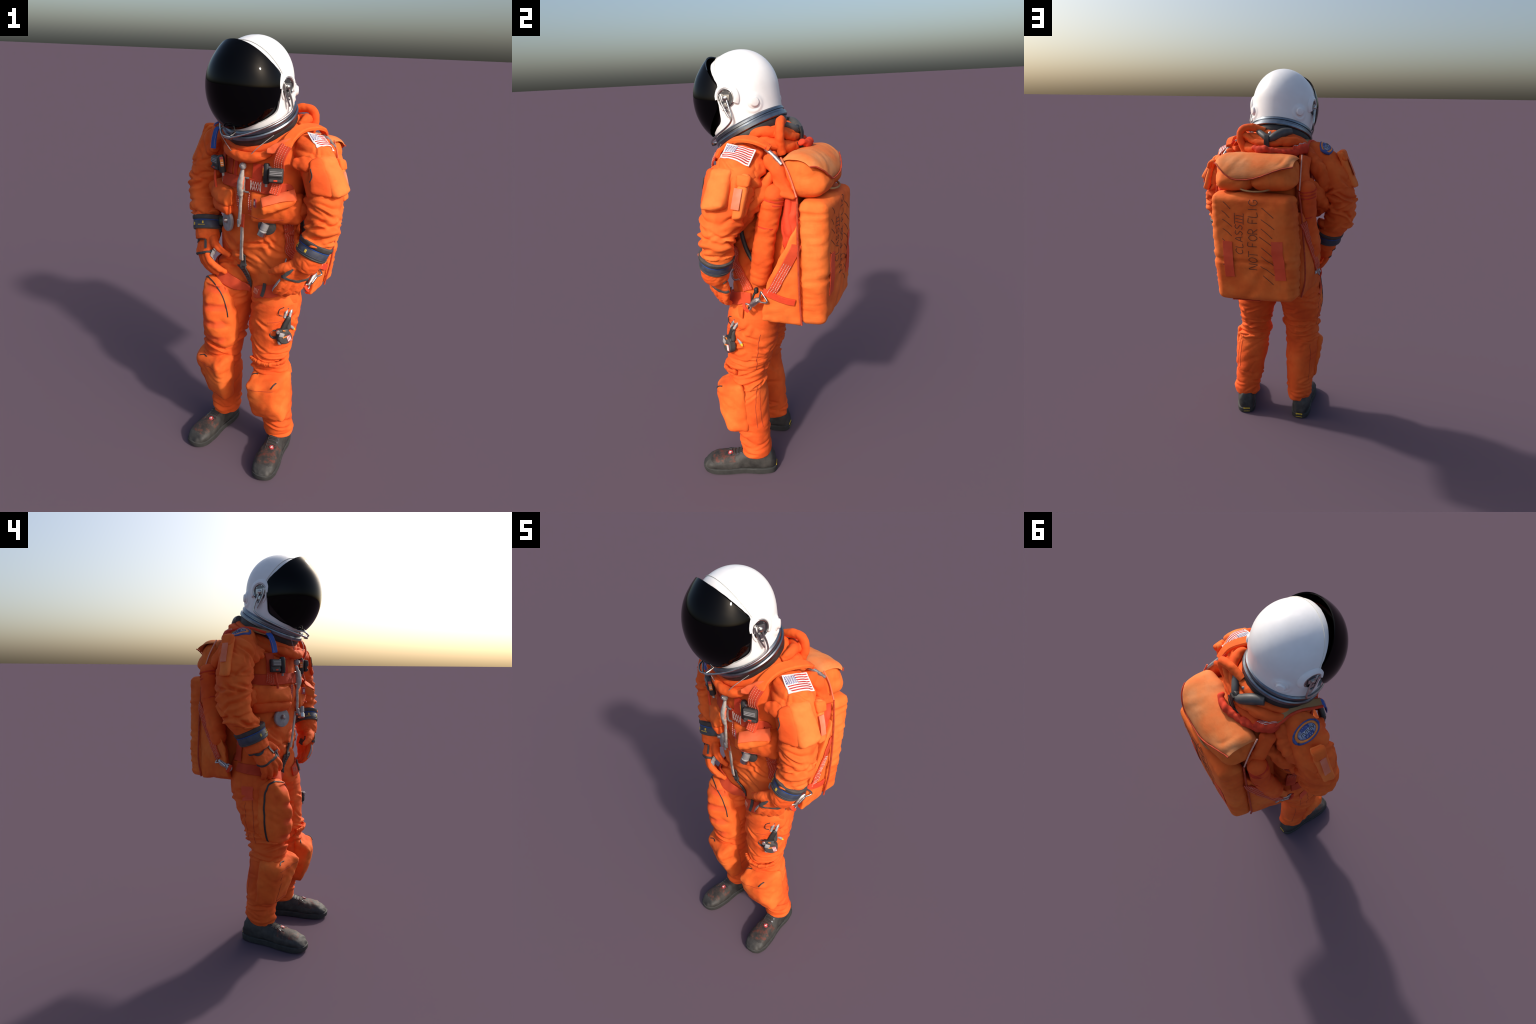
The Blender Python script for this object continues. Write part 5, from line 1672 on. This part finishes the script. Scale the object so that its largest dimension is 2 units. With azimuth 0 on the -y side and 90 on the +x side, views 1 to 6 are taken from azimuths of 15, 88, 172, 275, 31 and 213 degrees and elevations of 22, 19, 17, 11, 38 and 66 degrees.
# gathered band above the left knee
kb = [tuple(stage(*p)) for p in ((.030, -.190, .556), (.060, -.218, .560), (.105, -.232, .562), (.150, -.220, .566), (.185, -.185, .570))]
v, f = tube_geo(kb, .020, 16, 110, flat=.5)
me = fix_normals(mesh_of(v, f)); wrinkle(me, .0045, (60, 60, 4), 2.0); add("knee_band", me, M['suit'])

# pockets on the sleeves
SPL = pillow("sleeve_pocket", [(.425, -.084, 1.404), (.456, -.072, 1.414), (.405, .020, 1.405), (.456, .022, 1.425), (.320, -.070, 1.552), (.358, -.064, 1.552), (.320, .022, 1.552), (.364, .022, 1.550)], M['sleeve'], .014, 22, (.010, .003, .004), .004, (16, 16, 20), 2.0)
pillow("sleeve_pocket", [(.340, -.128, 1.415), (.430, -.092, 1.410), (.380, -.060, 1.41), (.430, -.060, 1.41), (.320, -.112, 1.540), (.350, -.080, 1.552), (.320, -.060, 1.54), (.350, -.060, 1.55)], M['suit'], .014, 18, (.006, .006, .004), .006, (16, 16, 20), 4.0)
strap("pocket_zip", [(.338, -.124, 1.520), (.352, -.128, 1.500), (.352, -.130, 1.482), (.338, -.128, 1.462)], .004, .003, M['black'], SPL, bvh(bpy.data.objects['sleeve_pocket.001']), .0008, 14)
# pencil pocket with a pale reflective strip
pillow("pencil_pocket", [(.385, .035, 1.368), (.418, .038, 1.372), (.380, .072, 1.370), (.410, .078, 1.374), (.330, .062, 1.536), (.362, .060, 1.538), (.325, .095, 1.530), (.355, .098, 1.530)], M['sleeve'], .010, 18, (.003, .003, .003), .005, (22, 22, 26), 6.0)
strap("pale_strip", [(.382, .062, 1.486), (.398, .060, 1.450), (.412, .056, 1.410)], .032, .003, M['pink'], None, normal=(.88, .3, .35))
pillow("pencil_flap", [(.355, .050, 1.490), (.380, .050, 1.492), (.350, .098, 1.488), (.376, .100, 1.490), (.340, .052, 1.534), (.366, .050, 1.536), (.335, .100, 1.528), (.360, .104, 1.528)], M['pocket'], .008, 12, (.003, .003, .003), .003, (22, 22, 26), 7.0)
pillow("pencil_pocket", [(-.424, -.070, 1.420), (-.395, -.070, 1.420), (-.416, -.020, 1.420), (-.390, -.02, 1.420), (-.350, -.045, 1.602), (-.315, -.050, 1.598), (-.345, .010, 1.602), (-.310, .010, 1.598)], M['sleeve'], .010, 18, (.003, .003, .003), .005, (22, 22, 26), 8.0)
strap("pale_strip", [(-.368, -.025, 1.566), (-.385, -.030, 1.528), (-.404, -.036, 1.482)], .030, .003, M['pink'], None, normal=(-.9, -.1, .35))
pillow("pencil_flap", [(-.372, -.050, 1.556), (-.350, -.050, 1.556), (-.368, .004, 1.556), (-.345, .004, 1.556), (-.350, -.045, 1.608), (-.325, -.050, 1.604), (-.346, .008, 1.608), (-.32, .008, 1.604)], M['pocket'], .008, 12, (.003, .003, .003), .003, (22, 22, 26), 7.0)
pillow("sleeve_flap", [(-.262, -.118, 1.480), (-.200, -.128, 1.500), (-.262, -.06, 1.48), (-.205, -.07, 1.50), (-.275, -.098, 1.545), (-.190, -.135, 1.552), (-.270, -.05, 1.555), (-.190, -.06, 1.555)], M['suit'], .018, 18, (.004, .008, .004), .012, (18, 18, 20), 5.0)
# ruched flap where the left sleeve meets the harness
pillow("sleeve_flap", [(.250, -.128, 1.508), (.320, -.112, 1.490), (.262, -.085, 1.51), (.325, -.06, 1.49), (.240, -.118, 1.540), (.325, -.096, 1.552), (.260, -.08, 1.545), (.325, -.06, 1.552)], M['suit'], .014, 16, (.004, .006, .004), .008, (22, 22, 26), 3.0)


# ==================================================== badges sewn on the shoulders
def quad_map(tl, tr, br, bl, T, lift):
    tl, tr, br, bl = V(tl), V(tr), V(br), V(bl)
    n = (bl - tl).cross(tr - tl).normalized()
    if n.dot((tl + br) / 2 - V((0, 0, 1.45))) < 0: n = -n

    def fn(u, v, h=0.0):
        p = tl.lerp(tr, u).lerp(bl.lerp(br, u), v)
        q = T.ray_cast(p + n * .06, -n)
        w = p if q[0] is None else q[0]
        base = max((w - p).dot(n), -.004) if q[0] is not None else 0
        bow = .010 * math.sin(math.pi * u)
        return p + n * (max(base, bow * 0) + lift + h)
    return fn


def sheet(fn, u0, u1, v0, v1, nu, nv, h, th):
    vs, fs = [], []
    for k in (0, 1):
        for i in range(nu + 1):
            for j in range(nv + 1):
                vs.append(fn(u0 + (u1 - u0) * i / nu, v0 + (v1 - v0) * j / nv, h + th * k))
    W = nv + 1; n0 = (nu + 1) * W
    for i in range(nu):
        for j in range(nv):
            a = i * W + j
            fs.append((a, a + 1, a + W + 1, a + W)); fs.append((n0 + a, n0 + a + W, n0 + a + W + 1, n0 + a + 1))
    rim = [i * W for i in range(nu + 1)] + [nu * W + j for j in range(1, W)] + [i * W + nv for i in range(nu - 1, -1, -1)] + [j for j in range(nv - 1, 0, -1)]
    for a, b in zip(rim, rim[1:] + rim[:1]): fs.append((a, b, n0 + b, n0 + a))
    return vs, fs


smoothL = bvh(ARML_OB, TORSO_OB)
FM = quad_map((.252, -.042, 1.637), (.247, .083, 1.611), (.311, .078, 1.557), (.309, -.050, 1.581), smoothL, .002)
v, f = sheet(FM, 0, 1, 0, 1, 24, 14, 0, .003)
FLAG = add("flag_patch", fix_normals(mesh_of(v, f)), M['flagwhite'])
mu, mv = .045, .07
for k in range(13):
    if k % 2 == 0:
        a = mv + (1 - 2 * mv) * k / 13; b = mv + (1 - 2 * mv) * (k + 1) / 13
        u0 = .42 if k < 7 else mu
        v, f = sheet(FM, u0, 1 - mu, a, b, 22, 2, .003, .0007)
        add("flag_stripe", fix_normals(mesh_of(v, f)), M['flagred'], FLAG)
v, f = sheet(FM, mu, .42, mv, mv + (1 - 2 * mv) * 7 / 13, 12, 8, .003, .0009)
add("flag_canton", fix_normals(mesh_of(v, f)), M['flagblue'], FLAG)
star = None
for r in range(9):
    for c in range(6 if r % 2 == 0 else 5):
        u = mu + (.42 - mu) * ((c + (.5 if r % 2 == 0 else 1.0)) / 6)
        w = mv + (1 - 2 * mv) * 7 / 13 * ((r + .5) / 9)
        cpt = FM(u, w, .0042); ux = (FM(u + .02, w, .0042) - cpt).normalized(); vx = (FM(u, w + .02, .0042) - cpt).normalized(); nn = ux.cross(vx).normalized()
        if nn.dot(cpt - V((0, 0, 1.45))) < 0: nn = -nn
        vs = []
        for h in (-.0004, .0006):
            for t in range(10):
                rr = .0029 if t % 2 == 0 else .0015
                an = math.pi * t / 5
                vs.append(cpt - vx * (rr * math.cos(an)) + ux * (rr * math.sin(an)) + nn * h)
        fs = [tuple(range(9, -1, -1)), tuple(range(10, 20))] + [(i, (i + 1) % 10, 10 + (i + 1) % 10, 10 + i) for i in range(10)]
        add("flag_star", fix_normals(mesh_of(vs, fs)), M['flagwhite'], FLAG, False)

# oval shoulder patch on the right
pn = V((-.34, .02, .94)).normalized()
pa = V((-.26, .96, -.10)); pa = (pa - pn * pn.dot(pa)).normalized(); pb = pn.cross(pa)
pc = V((-.258, -.015, 1.628))


def on_sleeve(x, y, h):
    """A point of the patch plane dropped on to the sleeve, then lifted by h."""
    p = pc + pa * x + pb * y
    base = []
    for dx in (-.02, 0, .02):
        for dy in (-.014, 0, .014):
            q = p + pa * dx + pb * dy
            hit = S_ARMR.ray_cast(q + pn * .05, -pn, .12)
            base.append((hit[0] - q).dot(pn) if hit[0] is not None else -.01)
    return p + pn * (max(sum(base) / len(base), base[4]) + h)


def oval(a0, a1, h0, h1, ra, rb, seg=56):
    vs, fs = [], []
    rings = [(a0, h0), (a0, h1), ((a0 + a1) / 2, h1), (a1, h1), (a1, h0)]
    for s, h in rings:
        for j in range(seg):
            w = 2 * math.pi * j / seg
            vs.append(on_sleeve(ra * s * math.cos(w), rb * s * math.sin(w), h))
    n = len(rings)
    for i in range(n):
        for j in range(seg):
            fs.append((i * seg + j, i * seg + (j + 1) % seg, ((i + 1) % n) * seg + (j + 1) % seg, ((i + 1) % n) * seg + j))
    return fix_normals(mesh_of(vs, fs))


OV = add("oval_patch", oval(.86, 1.0, -.006, .0055, .066, .038), M['patchblue'])
add("oval_border", oval(.66, .87, -.006, .0049, .066, .038), M['orangelabel'], OV)
add("oval_field", oval(.001, .67, -.006, .0045, .066, .038), M['patchblue'], OV)
for sx in (-1, 1):
    for k in range(6):
        x = sx * (.022 + .0032 * k) if k < 6 else 0
        ylim = .038 * .6 * math.sqrt(max(0, 1 - (x / (.066 * .64)) ** 2))
        if ylim < .003: continue
        pts = [on_sleeve(x, y, .0052) for y in (-ylim, -ylim / 2, 0, ylim / 2, ylim)]
        v, f = strap_geo(pts, .0018, .0008, None, 0, 8, pn); add("oval_line", fix_normals(mesh_of(v, f)), M['patchpale'], OV)
rnd = random.Random(2)
for k in range(26):
    x, y = rnd.uniform(-.018, .018), rnd.choice((-1, 1)) * rnd.uniform(.009, .021)
    box("oval_star", on_sleeve(x, y, .0052), (.002, .002, .0012), (pa, pb, pn), M['patchpale'], OV)
# block lettering across the middle: dark strokes on a pale ground
v, f = strap_geo([on_sleeve(x, 0, .0050) for x in (-.036, -.018, 0, .018, .036)], .016, .0006, None, 0, 20, pn)
add("oval_ground", fix_normals(mesh_of(v, f)), M['patchpale'], OV)
for k, ch in enumerate("AHIINS"):
    pass
x = -.033
for wd, sl in ((.004, .4), (.004, -.4), (.0035, 0), (.0045, .3), (.0035, -.3), (.004, 0), (.0035, .4), (.004, -.4), (.0035, 0), (.004, .3)):
    pts = [on_sleeve(x + sl * y, y, .0066) for y in (-.007, 0, .007)]
    v, f = strap_geo(pts, wd * .75, .0008, None, 0, 5, pn); add("oval_letter", fix_normals(mesh_of(v, f)), M['charcoal'], OV)
    x += .0068

# ============================================== oxygen regulator on the left thigh
def regulator():
    c = V((.238, -.098, .735))
    n = V((.82, -.55, .10)).normalized()
    up = V((0, 0, 1)); up = (up - n * n.dot(up)).normalized(); s = n.cross(up)   # s: toward the front when seen
    s = -s if s.y > 0 else s                                              # s points to the wearer's front
    P = lambda a, b, h: c + s * a + up * b + n * h
    body = box("regulator", P(.004, -.010, .014), (.062, .064, .030), (s, up, n), M['black'], None, .6)
    lathe("regulator_drum", disc_profile(.034, .030), P(-.004, -.020, .004), n, M['charcoal'], body, 30)
    box("regulator_arm", P(-.010, .040, .012), (.026, .080, .018), ((s * .85 + up * .5), (up * .9 - s * .45), n), M['black'], body, .4)
    box("regulator_arm", P(-.026, .040, .010), (.020, .060, .016), (s, up, n), M['charcoal'], body, .4)
    lathe("regulator_dial", [(0, 0), (.023, 0), (.023, .006), (.019, .009), (.016, .004), (0, .004)], P(.038, -.012, -.004), n * .9 + s * .35, M['charcoal'], body, 30)
    box("regulator_plate", P(.014, -.004, .034), (.024, .020, .008), ((s + up * .3), (up - s * .3), n), M['greyplastic'], body, .3)
    lathe("regulator_screw", disc_profile(.009, .012), P(.030, .010, .022), n, M['hook'], body, 16)
    lathe("regulator_screw", disc_profile(.012, .012), P(.016, -.044, .014), n * .8 - up * .4, M['greyplastic'], body, 18)
    tube("regulator_tab", [P(.008, -.018, .034), P(-.010, -.012, .036)], .0035, M['orangelabel'], body, 8, 6)
    tube("regulator_tab", [P(.008, .016, .030), P(-.004, .014, .032)], .003, M['orangelabel'], body, 8, 6)
    box("regulator_label", P(-.022, -.022, .034), (.020, .032, .002), (s * .95 - up * .3, up * .95 + s * .3, n), M['redlabel'], body)
    for k in (-.006, 0, .006):
        box("regulator_print", P(-.022 + k, -.022 - k * .3, .0355), (.003, .026, .002), (s * .95 - up * .3, up * .95 + s * .3, n), M['whitelabel'], body)
    # lever with a yellow tip
    a = V((.240, -.074, .774))
    b = V((.257, -.042, .736))
    tube("regulator_lever", [a, a.lerp(b, .5), b], [.009, .0085, .007], M['greyplastic'], body, 14, 14)
    d = (b - a).normalized()
    lathe("lever_tip", [(0, 0), (.0065, 0), (.0055, .006), (.0025, .013), (0, .014)], b, d, M['yellowtip'], body, 14)
    # twin hoses up to the hip
    for o, q in ((.008, (.231, -.054, .872)), (-.012, (.232, -.028, .868))):
        p0 = P(-.014 + o * 1.2, .070, .010); q = V(q)
        tube("regulator_hose", [p0, p0.lerp(q, .5) + n * .004, q], .0068, M['greyplastic'], body, 12, 16)
        for k in (.35, .62):
            m = p0.lerp(q, k) + n * .003
            lathe("hose_collar", [(.004, -.005), (.0095, -.005), (.0095, .005), (.004, .005)], m, q - p0, M['hook'] if k < .5 else M['charcoal'], body, 16, closed=True)
        tube("regulator_hose", [q, q + V((.0, .014, .020)), q + V((-.002, .03, .05))], .008, M['charcoal'], body, 10, 10)
    tube("thin_cable", [P(.004, .078, .008), P(.022, .088, .010), P(.020, .112, .010), P(-.002, .122, .010)], .002, M['black'], body, 6, 24)
    # orange keeper over the hose ends
    strap("hose_keeper", [(.235, -.040, .915), (.243, -.040, .890), (.244, -.042, .868)], .040, .006, M['suit'], body, normal=n)


regulator()
# trouser seams
def seam_line(pts, T, mat='seam', w=.0022):
    v, f = strap_geo(pts, w, .0008, T, .0003, 60, None, .08)
    return add("trouser_seam", fix_normals(mesh_of(v, f)), M[mat])


seam_line([tuple(stage(*p)) for p in ((.245, -.06, .78), (.225, -.08, .68), (.20, -.09, .58))], S_TORSO)
seam_line([tuple(stage(*p)) for p in ((.215, -.085, .50), (.235, -.10, .40), (.235, -.10, .28))], S_TORSO)
seam_line([tuple(stage(*p)) for p in ((.205, -.060, .50), (.225, -.07, .40), (.225, -.07, .28))], S_TORSO)
seam_line([(-.232, -.05, .80), (-.235, -.05, .70), (-.225, -.06, .60)], S_TORSO)
seam_line([(-.245, -.09, .82), (-.245, -.10, .70), (-.235, -.10, .57)], S_TORSO)
seam_line([(-.20, -.045, .47), (-.205, -.04, .36), (-.195, -.03, .24)], S_TORSO)
seam_line([tuple(stage(*p)) for p in ((.215, -.15, .80), (.16, -.21, .79), (.10, -.23, .78))], S_TORSO)
